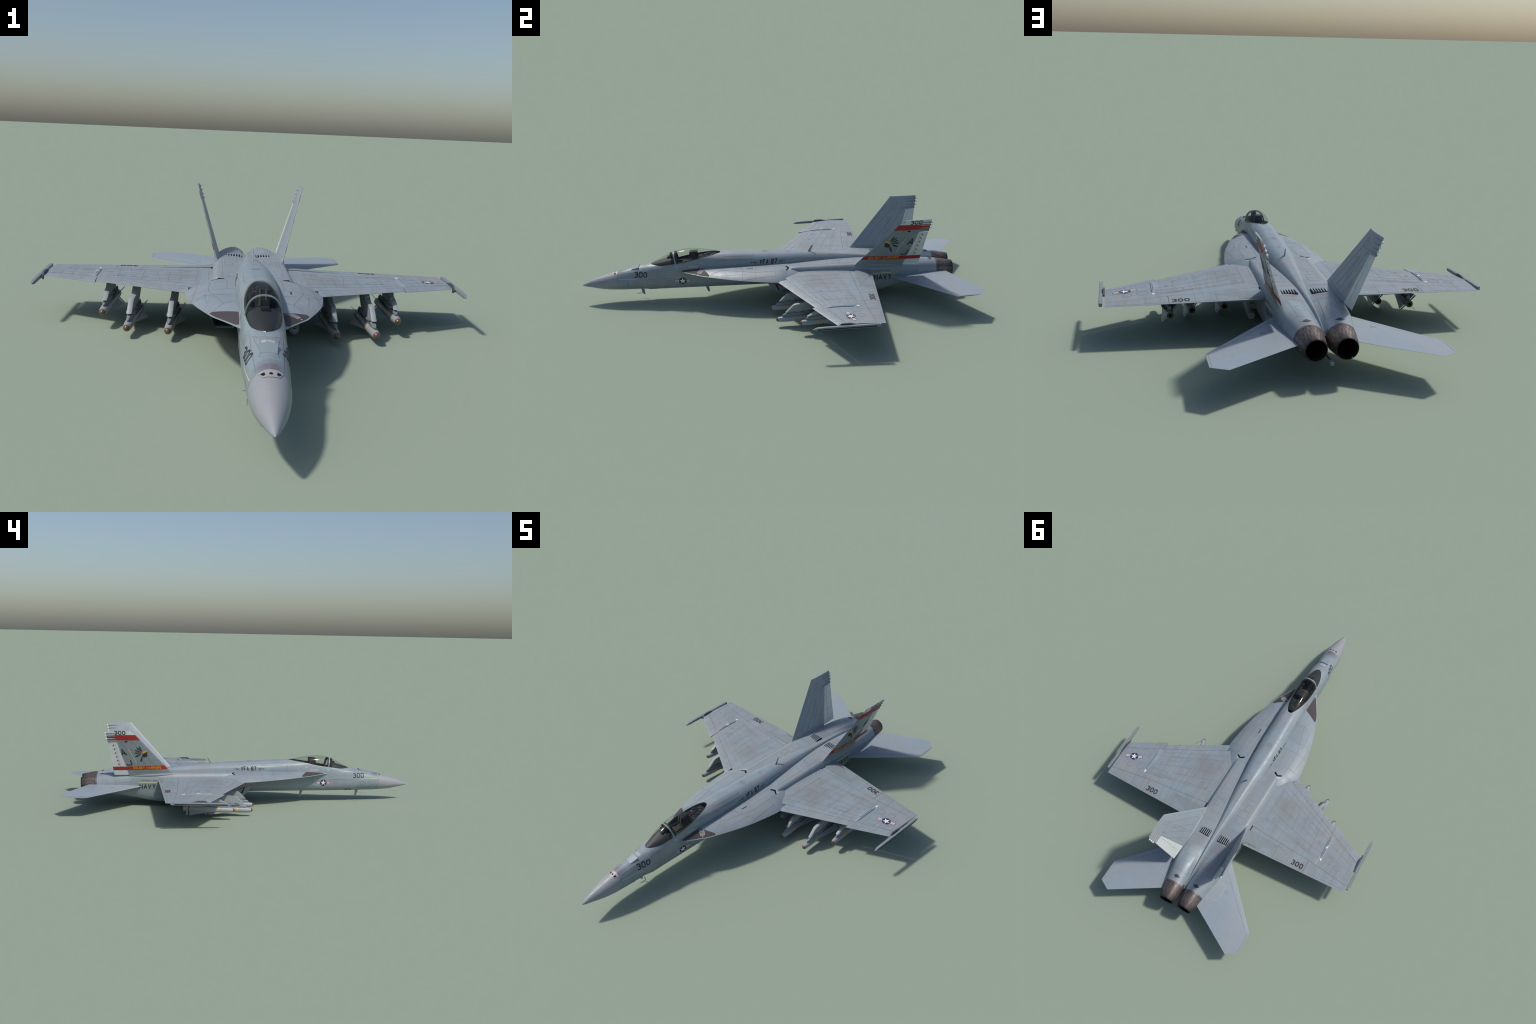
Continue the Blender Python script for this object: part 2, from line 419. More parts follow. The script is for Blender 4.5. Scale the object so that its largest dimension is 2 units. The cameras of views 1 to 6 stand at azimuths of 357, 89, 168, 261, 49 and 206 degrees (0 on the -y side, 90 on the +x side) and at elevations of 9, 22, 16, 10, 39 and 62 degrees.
# ----------------------------------------------------------------------------
# leading edge extensions
# ----------------------------------------------------------------------------
LEX_X = {-.520: .0500, -.505: .0540, -.48: .0660, -.42: .0980, -.37: .1255, -.33: .1395, -.255: .1640, -.16: .1890, -.10: .1990, -.06: .2050, .005: .2110, .03: .2085, .055: .196, .09: .175, .12: .157, .16: .136}
LEX_Z = {-.520: .1675, -.37: .1620, -.16: .1535, .0: .1472, .055: .1460, .10: .154, .16: .1560}      # sharp edge
LEX_R = {-.520: .1690, -.488: .1720, -.42: .1755, -.35: .1780, -.24: .1805, -.1: .1825, .03: .1845, .06: .1845, .10: .1815, .16: .162}  # height at the fuselage
LEX_E = {-.520: 1.2, -.40: 1.7, -.25: 2.7, -.1: 3.3, 0: 3.2, .06: 2.8, .10: 2.4, .16: 1.5}      # fullness of the crown
def lex(sx):
    rings = []
    for y in np.concatenate([np.linspace(-.52, -.46, 14), np.linspace(-.45, .16, 70)]):
        xe, ze, zr, p = P(LEX_X, y), P(LEX_Z, y), P(LEX_R, y), P(LEX_E, y)
        g = min(1, max(0, (y + .52) / .22)); xr = .040
        bot = ze - (.0045 + .014 * g ** .6)
        ts = np.sin(np.linspace(0, math.pi / 2, 20))
        ring = []
        for t in ts:
            ring.append((sx * (xr + (xe - xr) * t), y, ze + (zr - ze) * (1 - t ** p) + .0012 * (1 - t ** 8)))
        for t in ts[::-1]:
            ring.append((sx * (xr + (xe - xr) * t), y, ze + (bot - ze) * (1 - t ** 1.3) - .0012 * (1 - t ** 8)))
        rings.append(ring)
    v, f = skin(rings)
    return obj("leading_edge_extension", v, f, M_top, smooth=50)
LEX = [lex(1), lex(-1)]

# ----------------------------------------------------------------------------
# wings: lifting surface cut into box, slats, flap and aileron
# ----------------------------------------------------------------------------
def airfoil(t):
    """half-thickness shape along chord, 0..1, peak 1."""
    return max(.04, (1 - (1 - min(t / .36, 1)) ** 2.1) ** .62 if t < .36 else 1 - ((t - .36) / .64) ** 1.7 * .94)
def wing_y(x):
    le = .010 + (x - .21) * (.169 - .010) / (.505 - .21)
    if x > .5085: le = .1545 + (x - .510) * (.2535 - .1545) / (.691 - .510)
    te = .4830 - (x - .13) * (.4830 - .4635) / (.691 - .13)
    return le, te
def wing_z(x, y, up, le=None):
    l, te = wing_y(x); l = l if le is None else le
    t = min(1, max(0, (y - l) / (te - l)))
    q = (x - .13) / (.691 - .13)
    zc = (.1465 + (.1365 - .1465) * q) * (1 - t) + (.1505 + (.1400 - .1505) * q) * t
    th = .0115 + (.0052 - .0115) * q
    if up: th += .0055 * max(0, 1 - q / .45) ** 1.3
    cam = .0022 * math.sin(math.pi * t) * (1 - q * .4)
    return zc + cam + (th if up else -th) * airfoil(t)

def surf_patch(xs, ya, yb, sx, nchord=14, gap=.0007, cos_le=False):
    """Closed slab of wing between chordwise lines ya(x), yb(x)."""
    rings = []
    for x in xs:
        a, b = ya(x) + gap, yb(x) - gap
        tt = np.linspace(0, 1, nchord)
        if cos_le: tt = tt ** 2
        ys = a + (b - a) * tt
        ring = [(sx * x, y, wing_z(x, y, True)) for y in ys] + [(sx * x, y, wing_z(x, y, False)) for y in ys[::-1]]
        rings.append(ring)
    return skin(rings)
def slat_line(x): return .070 + (x - .236) * (.209 - .070) / (.515 - .236) if x < .5085 else .209 + (x - .515) * (.292 - .209) / (.691 - .515)
def flap_line(x): return .372 + (x - .148) * (.396 - .372) / (.471 - .148) if x < .471 else .396 + (x - .471) * (.4235 - .396) / (.685 - .471)
WINGS = []
for sx in (1, -1):
    w = obj("wing", *surf_patch(np.concatenate([np.linspace(.115, .5085, 40), np.linspace(.509, .691, 20)]), slat_line, flap_line, sx, 18, .0003), M_wing, smooth=30)
    parts = [w]
    parts.append(obj("leading_edge_flap", *surf_patch(np.linspace(.203, .5078, 30), lambda x: wing_y(x)[0] - .0007, slat_line, sx, 12, .0007, True), M_wing, w, smooth=30))
    parts.append(obj("leading_edge_flap", *surf_patch(np.linspace(.5090, .691, 16), lambda x: wing_y(x)[0] - .0007, slat_line, sx, 12, .0007, True), M_wing, w, smooth=30))
    parts.append(obj("trailing_edge_flap", *surf_patch(np.linspace(.138, .4695, 24), flap_line, lambda x: wing_y(x)[1] + .0007, sx, 10), M_wing, w, smooth=30))
    parts.append(obj("aileron", *surf_patch(np.linspace(.471, .691, 16), flap_line, lambda x: wing_y(x)[1] + .0007, sx, 10), M_wing, w, smooth=30))
    # wing fold fairing with its sunken slot
    def fold(x0, hw, h, ya, yb):
        rings = []
        for k in range(13):
            t = k / 12; y = ya + (yb - ya) * t
            e = min(1, min(t, 1 - t) * 7); hh = h * e
            zt = wing_z(x0, y, True)
            rings.append([(sx * (x0 + a * hw * (.25 + .75 * e)), y, zt + b * hh - .002) for a, b in ((-1, 0), (-.75, 1), (-.3, 1.15), (.3, 1.15), (.75, 1), (1, 0), (.8, -1), (-.8, -1))])
        return skin(rings)
    parts.append(obj("wing_fold_fairing", *fold(.5185, .0085, .0052, .205, .362), M_wing, w, smooth=25))
    parts.append(obj("fold_slot", *fold(.5190, .0032, .0058, .228, .350), plain("slot_grey", srgb(112, 118, 128), .6), w, smooth=25))
    v_, f_ = prism([(sx * .5140, .3600), (sx * .5260, .3560), (sx * .5225, .3760)], 2, .1440, wing_z(.52, .365, True) + .0014)
    parts.append(obj("wing_fold_glint_wedge", v_, f_, M_wmark, w, smooth=0))  # white wedge modelled for the sun glint on the fold facets
    v_, f_ = prism([(sx * .5135, .2960), (sx * .5160, .2850), (sx * .5225, .2790), (sx * .5245, .2930), (sx * .5190, .3020)], 2, .1440, wing_z(.52, .29, True) + .0046)
    if sx < 0: parts.append(obj("wing_fold_glint_wedge", v_, f_, M_wmark, w, smooth=0))
    # tip launch rail
    prof = [(-1, .0), (-.75, .75), (0, 1), (.75, .75), (1, 0), (.75, -.75), (0, -1), (-.75, -.75)]
    rr = []
    for y, z, hw, hh in ((.138, .1300, .0006, .0010), (.147, .1310, .0030, .0035), (.158, .1328, .0062, .0062), (.20, .1345, .0066, .0068), (.33, .1378, .0066, .0068), (.427, .1402, .0066, .0070), (.429, .1402, .0058, .0062), (.440, .1405, .0056, .0062)):
        rr.append([(sx * (.7055 + a * hw), y, z + b * hh) for a, b in ((-1, -.8), (-.8, -1), (.8, -1), (1, -.8), (1, .8), (.8, 1), (-.8, 1), (-1, .8))])
    rail = obj("wingtip_launch_rail", *skin(rr), M_launch, smooth=25)
    gv, gf = prism([(.160, .1290), (.422, .1364), (.422, .1408), (.160, .1334)], 0, sx * .7116, sx * .7126)
    obj("rail_groove", gv, gf, M_gap, rail, smooth=0)
    gv, gf = prism([(.250, .138), (.268, .1500), (.300, .1512), (.340, .1440), (.340, .138)], 0, sx * .6915, sx * .6985)
    obj("rail_fairing", gv, gf, M_railf, rail, smooth=0, bevel=.001)
    gv, gf = prism([(.2350, .137), (.262, .137), (.262, .126), (.2550, .124)], 0, sx * .6930, sx * .6975)
    obj("rail_fairing", gv, gf, M_railf, rail, smooth=0)
    obj("position_light", *lathe([(.240, .0004), (.242, .0018), (.249, .0022), (.256, .0010)], 10, cx=sx * .6985, cz=.1368), M_redring if sx > 0 else M_teal, rail)
    WINGS.append(parts)

# ----------------------------------------------------------------------------
# tailplanes
# ----------------------------------------------------------------------------
STABS = []
STAB_LE0, STAB_LE1 = .574, .8555
ST_LE = {.098: .575, .122: .594, .388: .862}
ST_TE = {.098: .868, .106: .872, .335: .996, .388: .9715}
for sx in (1, -1):
    rings = []
    for x in np.concatenate([np.linspace(.098, .3335, 18), np.linspace(.334, .389, 8)]):
        le = STAB_LE0 + (x - .125) * (STAB_LE1 - STAB_LE0) / (.388 - .125)
        te = .867 + (x - .105) * (1.0 - .867) / (.334 - .105) if x < .334 else 1.0 - (x - .334) * (1.0 - .9695) / (.389 - .334)
        q = (x - .098) / .29; th = .0068 - .0042 * q; zc0, zc1 = .1155 - .0065 * q, .1235 - .0095 * q
        ring = []
        for up in (1, -1):
            ts = np.linspace(0, 1, 16) ** 1.4
            for t in (ts if up > 0 else ts[::-1]):
                ring.append((sx * x, le + (te - le) * t, zc0 * (1 - t) + zc1 * t + up * th * airfoil(t)))
        rings.append(ring)
    STABS.append(obj("tailplane", *skin(rings), M_stab, smooth=30))
    v, f = lathe([(0, .016), (.006, .016)], 24)
    Mx = Matrix.Translation((sx * .110, .745, .1195)) @ Matrix.Rotation(math.pi / 2, 4, 'Z')

# ----------------------------------------------------------------------------
# fins and rudders
# ----------------------------------------------------------------------------
FZ0, FZ1 = .178, .4365
def fin_frame(z):
    q = (z - .185) / (.436 - .185)
    le = .402 + (.630 - .402) * q
    te = .7235 + (.7655 - .7235) * q
    xc = .1165 + (.1975 - .1165) * q
    return xc, le, te, .0078 - .0040 * min(1, max(0, q))
def fin_x(y, z, side):
    xc, le, te, th = fin_frame(z)
    t = min(1, max(0, (y - le) / (te - le)))
    return xc + side * th * airfoil(t)
def hinge(z): return .640 + (z - .175) * (.707 - .640) / (.368 - .175)
def fin_slab(zs, ya, yb, sx, n=14):
    rings = []
    for z in zs:
        ys = ya(z) + (yb(z) - ya(z)) * np.linspace(0, 1, n) ** 1.3
        rings.append([(sx * fin_x(y, z, 1), y, z) for y in ys] + [(sx * fin_x(y, z, -1), y, z) for y in ys[::-1]])
    return skin(rings)
FINS = []
for sx in (1, -1):
    f1 = fin_slab(np.linspace(.160, .3695, 20), lambda z: fin_frame(z)[1], lambda z: hinge(z), sx)
    f2 = fin_slab(np.linspace(.3695, FZ1, 8), lambda z: fin_frame(z)[1], lambda z: fin_frame(z)[2], sx, 18)
    fin = obj("fin", *merge(f1, f2), [M_stab, M_fin], smooth=30)
    for p in fin.data.polygons: p.material_index = 1 if p.normal.x * sx > .2 else 0
    rud = obj("rudder", *fin_slab(np.linspace(.180, .3680, 16), lambda z: hinge(z) + .0012, lambda z: fin_frame(z)[2], sx, 10), M_white, fin, smooth=30)
    # root fairing
    rings = []
    for k in range(17):
        t = k / 16; y = .395 + (.645 - .395) * t
        r = .0035 + .0105 * math.sin(math.pi * min(1, t * 1.02)) ** .7
        xc = fin_frame(.184)[0] - .006 * t
        rings.append([(sx * (xc + r * math.cos(a)), y, .180 - .010 * t + r * .9 * math.sin(a) + .002) for a in np.linspace(0, 2 * math.pi, 15)[:-1]])
    obj("fin_root_fairing", *skin(rings), M_fin, fin, smooth=40)
    # trailing pods with pale bulbs
    for zz, y0 in ((.4215, .672), (.4060, .690), (.3905, .690)):
        ye = fin_frame(zz)[2]
        yy = np.linspace(y0, ye + .001, 8)
        rr_ = [.0012, .0024, .0034, .0040, .0043, .0044, .0044, .0042]
        obj("fin_pod", *tube([(sx * fin_frame(zz)[0], y, zz) for y in yy], rr_, 12), M_fin, fin, smooth=50)
        bx = sx * fin_frame(zz)[0]
        v, f = lathe([(ye, .0026), (ye + .002, .0040), (ye + .005, .0044), (ye + .008, .0034), (ye + .0095, .0008)], 14, cx=bx, cz=zz)
        obj("tail_light_bulb", v, f, M_bulb, fin, smooth=60)
    ye = fin_frame(.3765)[2]
    obj("fin_pod", *tube([(sx * fin_frame(.3765)[0], y, .3765) for y in np.linspace(.672, ye + .001, 5)], [.0034, .0042, .0044, .0044, .0042], 12), M_fin, fin, smooth=50)
    FINS.append((fin, rud))

# ----------------------------------------------------------------------------
# engine nozzles
# ----------------------------------------------------------------------------
NP = 12
SLOT = None
def petal_mesh():
    y0, y1, r0, r1 = .0, .078, .0500, .0365
    rings = []
    half = math.pi / NP * .95
    for k in range(9):
        t = k / 8; y = y0 + (y1 - y0) * t
        r = r0 + (r1 - r0) * (t ** 1.25)
        a = np.linspace(-half, half, 7)
        outer = [(r * math.cos(q), y, r * math.sin(q)) for q in a]
        inner = [((r - .0022) * math.cos(q), y, (r - .0022) * math.sin(q)) for q in a[::-1]]
        rings.append(outer + inner)
    return skin(rings)
pm = mesh_from(*petal_mesh())
def petal_slots():
    out = []
    for a0, t0, t1 in ((-.13, .06, .30), (.10, .18, .50), (-.05, .55, .80), (.14, .72, .97), (-.18, .82, 1.0), (.02, .30, .42)):
        rings = []
        for t in np.linspace(t0, t1, 4):
            y = .078 * t; r = .0500 + (.0365 - .0500) * t ** 1.25
            rings.append([((r + d) * math.cos(a0 + e), y, (r + d) * math.sin(a0 + e)) for d, e in ((.0004, -.010), (.0004, .010), (-.001, .010), (-.001, -.010))])
        out.append(skin(rings))
    return merge(*out)
for sx in (1, -1):
    cx, cz = sx * .0525, .1222
    band = obj("nozzle", *merge(lathe([(.806, .0515), (.829, .0505), (.830, .0480), (.806, .0480)], 48, cx=cx, cz=cz, caps=False)), M_nozband, smooth=40)
    inn = lathe([(.825, .0470), (.902, .0335), (.902, .0328), (.83, .044), (.74, .044), (.735, .001)], 36, cx=cx, cz=cz, caps=False)
    obj("nozzle_liner", *inn, M_hole, band, smooth=40)
    src = None
    for k in range(NP):
        a = 2 * math.pi * (k + .5) / NP
        # the nozzle axis leans a little inward and droops
        Mx = Matrix.Translation((cx, .829, cz)) @ Matrix.Rotation(math.radians(sx * 1.8), 4, 'Z') @ Matrix.Rotation(math.radians(-1.2), 4, 'X') @ Matrix.Rotation(a, 4, 'Y')
        if src is None:
            src = add("nozzle_petal", pm if sx > 0 else pm, M_noz, band, smooth=40) if sx > 0 else instance(PET, "nozzle_petal", band)
            if sx > 0: PET = src
            src.matrix_local = Mx
        else: instance(PET, "nozzle_petal", band, Mx)
        if SLOT is None:
            SLOT = obj("petal_slot", *petal_slots(), M_gap, band, smooth=0); SLOT.matrix_local = Mx
        else: instance(SLOT, "petal_slot", band, Mx)

# ----------------------------------------------------------------------------
# air intakes
# ----------------------------------------------------------------------------
INT = []
for sx in (1, -1):
    def ring(y, x0, x1, zt, zb, rake, ch, off):
        pts = [(x0 + off, zt - off), (x1 - off, zt - off), (x1 + .001 - off, (zt + zb) / 2), (x1 - .008 - off, zb + ch), (x1 - .008 - ch * .7, zb + off), ((x0 + x1) / 2, zb + off), (x0 + off, zb + off)]
        return [(sx * x, y + rake * (zt - z) , z) for x, z in pts]
    out = [ring(-.070, .058, .1350, .1480, .0360, .80, .018, 0), ring(.00, .056, .1340, .1480, .0340, .55, .016, 0), ring(.10, .050, .1322, .1480, .0310, .2, .018, 0), ring(.20, .040, .1312, .1480, .0270, 0, .02, .001), ring(.26, .040, .122, .1480, .040, 0, .02, .004)]
    inn = [ring(.115, .050, .1312, .148, .0355, 0, .018, .006), ring(-.06, .058, .1350, .1480, .0360, .80, .018, .004)]
    v, f = skin(out + [], False, True)
    it = obj("air_intake", *skin(inn[1:] + out, False, True), M_top, smooth=25)
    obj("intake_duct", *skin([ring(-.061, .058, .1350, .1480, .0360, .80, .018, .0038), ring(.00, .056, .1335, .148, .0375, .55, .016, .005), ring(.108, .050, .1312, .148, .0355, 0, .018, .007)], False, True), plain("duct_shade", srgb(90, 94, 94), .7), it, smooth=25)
    INT.append(it)

# ----------------------------------------------------------------------------
# canopy, frame, cockpit fittings
# ----------------------------------------------------------------------------
def canopy_ring(y, grow=0, n=24, drop=.004):
    w, zs, zt = P(SILL_W, y), P(SILL_Z, y), P(CROWN, y)
    w += grow + .0006; zt = max(zt, zs + .0004) + grow
    pts = []
    for k in range(n + 1):
        a = math.pi * k / n
        pts.append((w * math.copysign(abs(math.cos(a)) ** .88, math.cos(a)), y, zs + (zt - zs) * abs(math.sin(a)) ** .95))
    return [(pts[0][0], y, zs - drop)] + pts + [(pts[-1][0], y, zs - drop)]
crs = [canopy_ring(y) for y in cy]
cv, cf = skin(crs, False, False, closed=False)
glass = obj("canopy_glass", cv, cf, M_glass, smooth=60)
# bow frame
def bow(y0, dy, grow, th):
    rings = []
    n = 36
    for k in range(n + 1):
        a = math.pi * k / n; up = abs(math.sin(a))
        y = y0 - .010 * up
        w, zs, zt = P(SILL_W, y0), P(SILL_Z, y0), P(CROWN, y0 - .010)
        c = math.copysign(abs(math.cos(a)) ** .88, math.cos(a)); s_ = up ** .95
        def pt(g, yy): return ((w + g) * c, yy, zs - .003 + (zt + g - zs + .003) * s_)
        rings.append([pt(grow, y - dy), pt(grow, y + dy), pt(grow - th, y + dy), pt(grow - th, y - dy)])
    return skin(rings)
obj("canopy_frame", *bow(-.506, .0032, .0018, .0032), M_top, smooth=40)
obj("canopy_inner_frame", *bow(-.500, .0045, -.0006, .004), M_cock, smooth=40)
# glare shield under the windscreen
rings = []
for y in np.linspace(-.634, -.528, 18):
    t = (y + .634) / .106
    w = P(SILL_W, y) - .0005; zs = P(SILL_Z, y) - .001; zt = .1955 + .0330 * t ** .9
    zt = min(zt, P(CROWN, y) - .002)
    rings.append([(w * math.cos(math.pi * k / 14), y, zs + max(.0005, zt - zs) * math.sin(math.pi * k / 14) ** .8) for k in range(15)] )
obj("glare_shield", *skin(rings), plain("coaming_black", srgb(52, 51, 54), .55, wear=.1), cockpit, smooth=50)
obj("head_up_display", *merge(box(0, -.532, .236, .016, .003, .020), box(0, -.540, .228, .020, .018, .008), box(.010, -.530, .236, .0015, .012, .024), box(-.010, -.530, .236, .0015, .012, .024)), M_cock, cockpit, smooth=0)
obj("instrument_panel", *box(0, -.524, .203, .070, .006, .044), M_cock, cockpit, smooth=0)
obj("side_console", *merge(box(.033, -.46, .188, .014, .12, .020), box(-.033, -.46, .188, .014, .12, .020)), M_cock, cockpit, smooth=0, bevel=.001)
# ejection seat
def lean(vf, k=.22, y0=-.420, z0=.185):
    return [(x, y + (z - z0) * k, z) for x, y, z in vf[0]], vf[1]
seat = obj("ejection_seat", *merge(box(0, -.440, .184, .040, .056, .024), lean(box(0, -.414, .212, .036, .018, .060)), lean(box(0, -.428, .237, .032, .036, .034)), lean(box(0, -.418, .252, .026, .022, .008))), M_cock, cockpit, smooth=0, bevel=.002)
obj("seat_cushion", *merge(box(0, -.448, .198, .030, .040, .006), lean(box(0, -.4265, .210, .026, .006, .026))), M_seat, seat, smooth=0, bevel=.0015)
obj("seat_harness", *merge(lean(box(.008, -.4470, .232, .005, .003, .040)), lean(box(-.008, -.4470, .232, .005, .003, .040)), box(0, -.466, .192, .036, .012, .016)), M_tan, seat, smooth=0)
obj("seat_label", *merge(lean(box(.0165, -.426, .242, .0006, .012, .0025)), lean(box(-.0165, -.426, .242, .0006, .012, .0025)), lean(box(0, -.4085, .242, .010, .0006, .003))), M_redring, seat, smooth=0)
# turtle deck equipment behind the seat
def shelf_z(y): return P(SILL_Z, y) - .005
eq = []
for k in range(8):
    y = -.385 + k * .0115; eq.append(box(0, y, shelf_z(y) - .006, 2 * P(SILL_W, y) - .006, .0116, .012))
for k in range(22):
    y = random.uniform(-.385, -.312); w = P(SILL_W, y) - .010
    eq.append(box(random.uniform(-w, w), y, shelf_z(y) + random.uniform(.000, .002), random.uniform(.003, .010), random.uniform(.004, .016), random.uniform(.003, .006)))
obj("avionics_shelf", *merge(*eq), M_cock, cockpit, smooth=0, stuff=True)
ft = []
for k in range(14):
    y = random.uniform(-.375, -.315); w = P(SILL_W, y) - .012
    ft.append(box(random.uniform(-w, w), y, shelf_z(y) + .002, random.uniform(.001, .003), random.uniform(.003, .010), .003))
obj("avionics_fittings", *merge(*ft), plain("bare_metal", srgb(150, 150, 145), .35, .6), cockpit, smooth=0, stuff=True)
obj("canopy_rail", *merge(tube([(P(SILL_W, y) - .003, y, P(SILL_Z, y) + .001) for y in np.linspace(-.50, -.30, 20)], .002, 6), tube([(-P(SILL_W, y) + .003, y, P(SILL_Z, y) + .001) for y in np.linspace(-.50, -.30, 20)], .002, 6)), M_cock, cockpit, smooth=60)

# ----------------------------------------------------------------------------
# missiles, launchers, pylons
# ----------------------------------------------------------------------------
R = .0149
missile_prof = [(.0105, .0110), (.018, .0121), (.030, .0134), (.045, .0144), (.060, R), (.245, R), (.247, .0142), (.268, .0140), (.270, .0135)]
mv, mf = lathe(missile_prof, 32)
mis0 = obj("missile", mv, mf, M_miss, smooth=35)
parts = [obj("missile_seeker", *lathe([(0, .0006), (.0008, .0035), (.003, .0066), (.0065, .0088), (.0085, .0098)], 24, caps=True), M_seeker, mis0, smooth=60),
         obj("missile_ring", *lathe([(.0090, .0101), (.0092, .0107), (.0104, .0112), (.0107, .0105)], 32, caps=False), M_redring, mis0, smooth=60),
         obj("missile_band", *lathe([(.0835, R), (.0836, R + .0003), (.0895, R + .0003), (.0896, R)], 32, caps=False), M_yel, mis0, smooth=60),
         obj("missile_band", *lathe([(.2380, R), (.2381, R + .0003), (.2420, R + .0003), (.2421, R)], 32, caps=False), M_brown, mis0, smooth=60),
         obj("missile_exhaust", *lathe([(.2695, .0120), (.2706, .0120), (.2707, .0045), (.2700, .0044)], 24), M_hole, mis0, smooth=30),
         obj("missile_exhaust", *lathe([(.2700, .0105), (.2712, .0100), (.2713, .0062), (.2703, .0060)], 24, caps=False), plain("exhaust_brass", srgb(96, 82, 48), .5, .4), mis0, smooth=30)]
wing_poly = [(.106, .0140), (.205, .0340), (.228, .0405), (.236, .0405), (.236, .0140)]
v, f = prism(wing_poly, 0, -.0006, .0006)          # (y, z) plane, thin along x
wsrc = obj("missile_wing", v, f, M_miss, mis0, smooth=0)
wsrc.matrix_local = Matrix.Rotation(math.radians(45), 4, 'Y')
SPIN = {}
v, f = prism([(.2440, .0135), (.2440, .0405), (.2540, .0405), (.2540, .0135)], 0, -.0007, .0007)
csrc = obj("missile_control_fin", v, f, M_miss, mis0, smooth=0)
csrc.matrix_local = Matrix.Rotation(math.radians(45), 4, 'Y')
parts += [wsrc, csrc]
for p in parts: SPIN[p.name] = Matrix.Identity(4)
SPIN[wsrc.name] = SPIN[csrc.name] = Matrix.Rotation(math.radians(45), 4, 'Y')
for k in (1, 2, 3):
    Mk = Matrix.Rotation(math.radians(45 + 90 * k), 4, 'Y')
    for src, nm in ((wsrc, "missile_wing"), (csrc, "missile_control_fin")):
        parts.append(instance(src, nm, mis0, Mk)); SPIN[parts[-1].name] = Mk

def pylon_shape(h, aft):
    """Side profile (y, z) relative to the missile nose; h = reach up to the wing."""
    prof = [(.046, .0360), (.084, .0730), (.094, .0760), (.130, .0795), (.152, .0930), (.175, h), (aft + .03, h), (aft - .03, .044), (.10, .0365)] if h > .09 else [(.035, .0330), (.072, .0545), (.082, .0575), (.100, .0640), (.120, h - .004), (.150, h), (aft + .03, h), (aft - .03, .044), (.10, .0365)]
    rings = []
    n = len(prof)
    out = []
    for xo, ins in ((-.0082, .004), (-.0060, .0015), (0, 0), (.0060, .0015), (.0082, .004)):
        c = np.mean(prof, axis=0)
        out.append([(xo, y + (np.sign(c[0] - y) * ins if y < .14 else 0), z) for y, z in prof])
    return skin(out)
def launcher_shape():
    secs = [(.030, .0010, .0165, .0185), (.036, .0050, .0155, .0240), (.048, .0072, .0155, .0275), (.075, .0085, .0155, .0290), (.235, .0085, .0155, .0300), (.250, .0060, .0155, .0280)]
    rings = [[(-w, y, a), (w, y, a), (w, y, b - .004), (w * .6, y, b), (-w * .6, y, b), (-w, y, b - .004)] for y, w, a, b in secs]
    fit = [box(sxx * .0100, yy, .029 + dz, .006, ll, .006) for sxx in (1, -1) for yy, ll, dz in ((.105, .030, 0), (.150, .024, .004), (.195, .034, .001), (.08, .018, .003))]
    fit += [box(sxx * .009, yy, .0365, .004, .016, .004) for sxx in (1, -1) for yy in (.09, .13, .17, .21)]
    return merge(skin(rings), *fit)
lsrc = None
psrc = {}
first = True
for (nx, ny, nz, tall) in ((.2595, -.037, .0320, 0), (.387, -.012, .0310, 0), (.4765, .0955, .0525, 1)):
    for sx in (1, -1):
        Mx = Matrix.Translation((sx * nx, ny, nz)) @ Matrix.Rotation(math.radians(sx * 3.4), 4, 'Z') @ Matrix.Rotation(math.radians(2.3), 4, 'X')
        if first:
            mis0.matrix_local = Mx; first = False
        else:
            m = instance(mis0, "missile", None, Mx)
            for p in parts: instance(p, p.name.split('.')[0], m, SPIN[p.name])
        Mp = Matrix.Translation((sx * nx, ny, nz)) @ Matrix.Rotation(math.radians(sx * 3.4), 4, 'Z')
        key = tall
        if key not in psrc:
            psrc[key] = obj("pylon", *pylon_shape(.107 if not tall else .083, .225 if not tall else .21), M_pyl, smooth=30)
            psrc[key].matrix_local = Mp; py = psrc[key]
        else: py = instance(psrc[key], "pylon", None, Mp)
        Ml = Matrix.Rotation(math.radians(2.3), 4, 'X')
        if lsrc is None:
            lsrc = obj("missile_launcher", *launcher_shape(), M_launch, py, smooth=25); lsrc.matrix_local = Ml
        else: instance(lsrc, "missile_launcher", py, Ml)

# sensor pod on the port cheek
pod = obj("sensor_pod", *lathe([(.0, .0150), (.004, .0168), (.012, .0180), (.165, .0180), (.185, .0165), (.196, .0135), (.198, .010)], 28), M_pyl, smooth=40)
pod.matrix_local = Matrix.Translation((.1385, .092, .0185)) @ Matrix.Rotation(math.radians(-2.5), 4, 'Z') @ Matrix.Rotation(math.radians(0), 4, 'X')
ball = obj("sensor_ball", *lathe([(-.0175, .001), (-.0165, .0055), (-.013, .0105), (-.007, .0148), (.001, .0166)], 28), M_pyl, pod, smooth=60)
v, f = lathe([(-.0006, .0072), (.0006, .0068), (.0012, .0004)], 20)
o = obj("sensor_window", v, f, M_podwin, pod, smooth=40); o.matrix_local = Matrix.Translation((0, -.0150, -.0050)) @ Matrix.Rotation(math.radians(-18), 4, 'X') @ Matrix.Rotation(math.pi, 4, 'Z')
v, f = lathe([(-.0005, .0036), (.0008, .0034), (.0012, .0004)], 14)
o = obj("sensor_window", v, f, M_hole, pod, smooth=40); o.matrix_local = Matrix.Translation((0, -.0145, .0068)) @ Matrix.Rotation(math.radians(24), 4, 'X') @ Matrix.Rotation(math.pi, 4, 'Z')
v, f = prism([(.000, .012), (.155, .012), (.175, .040), (.020, .046)], 0, -.022, .004)
obj("pod_adapter", v, f, M_pyl, pod, smooth=0, bevel=.003)

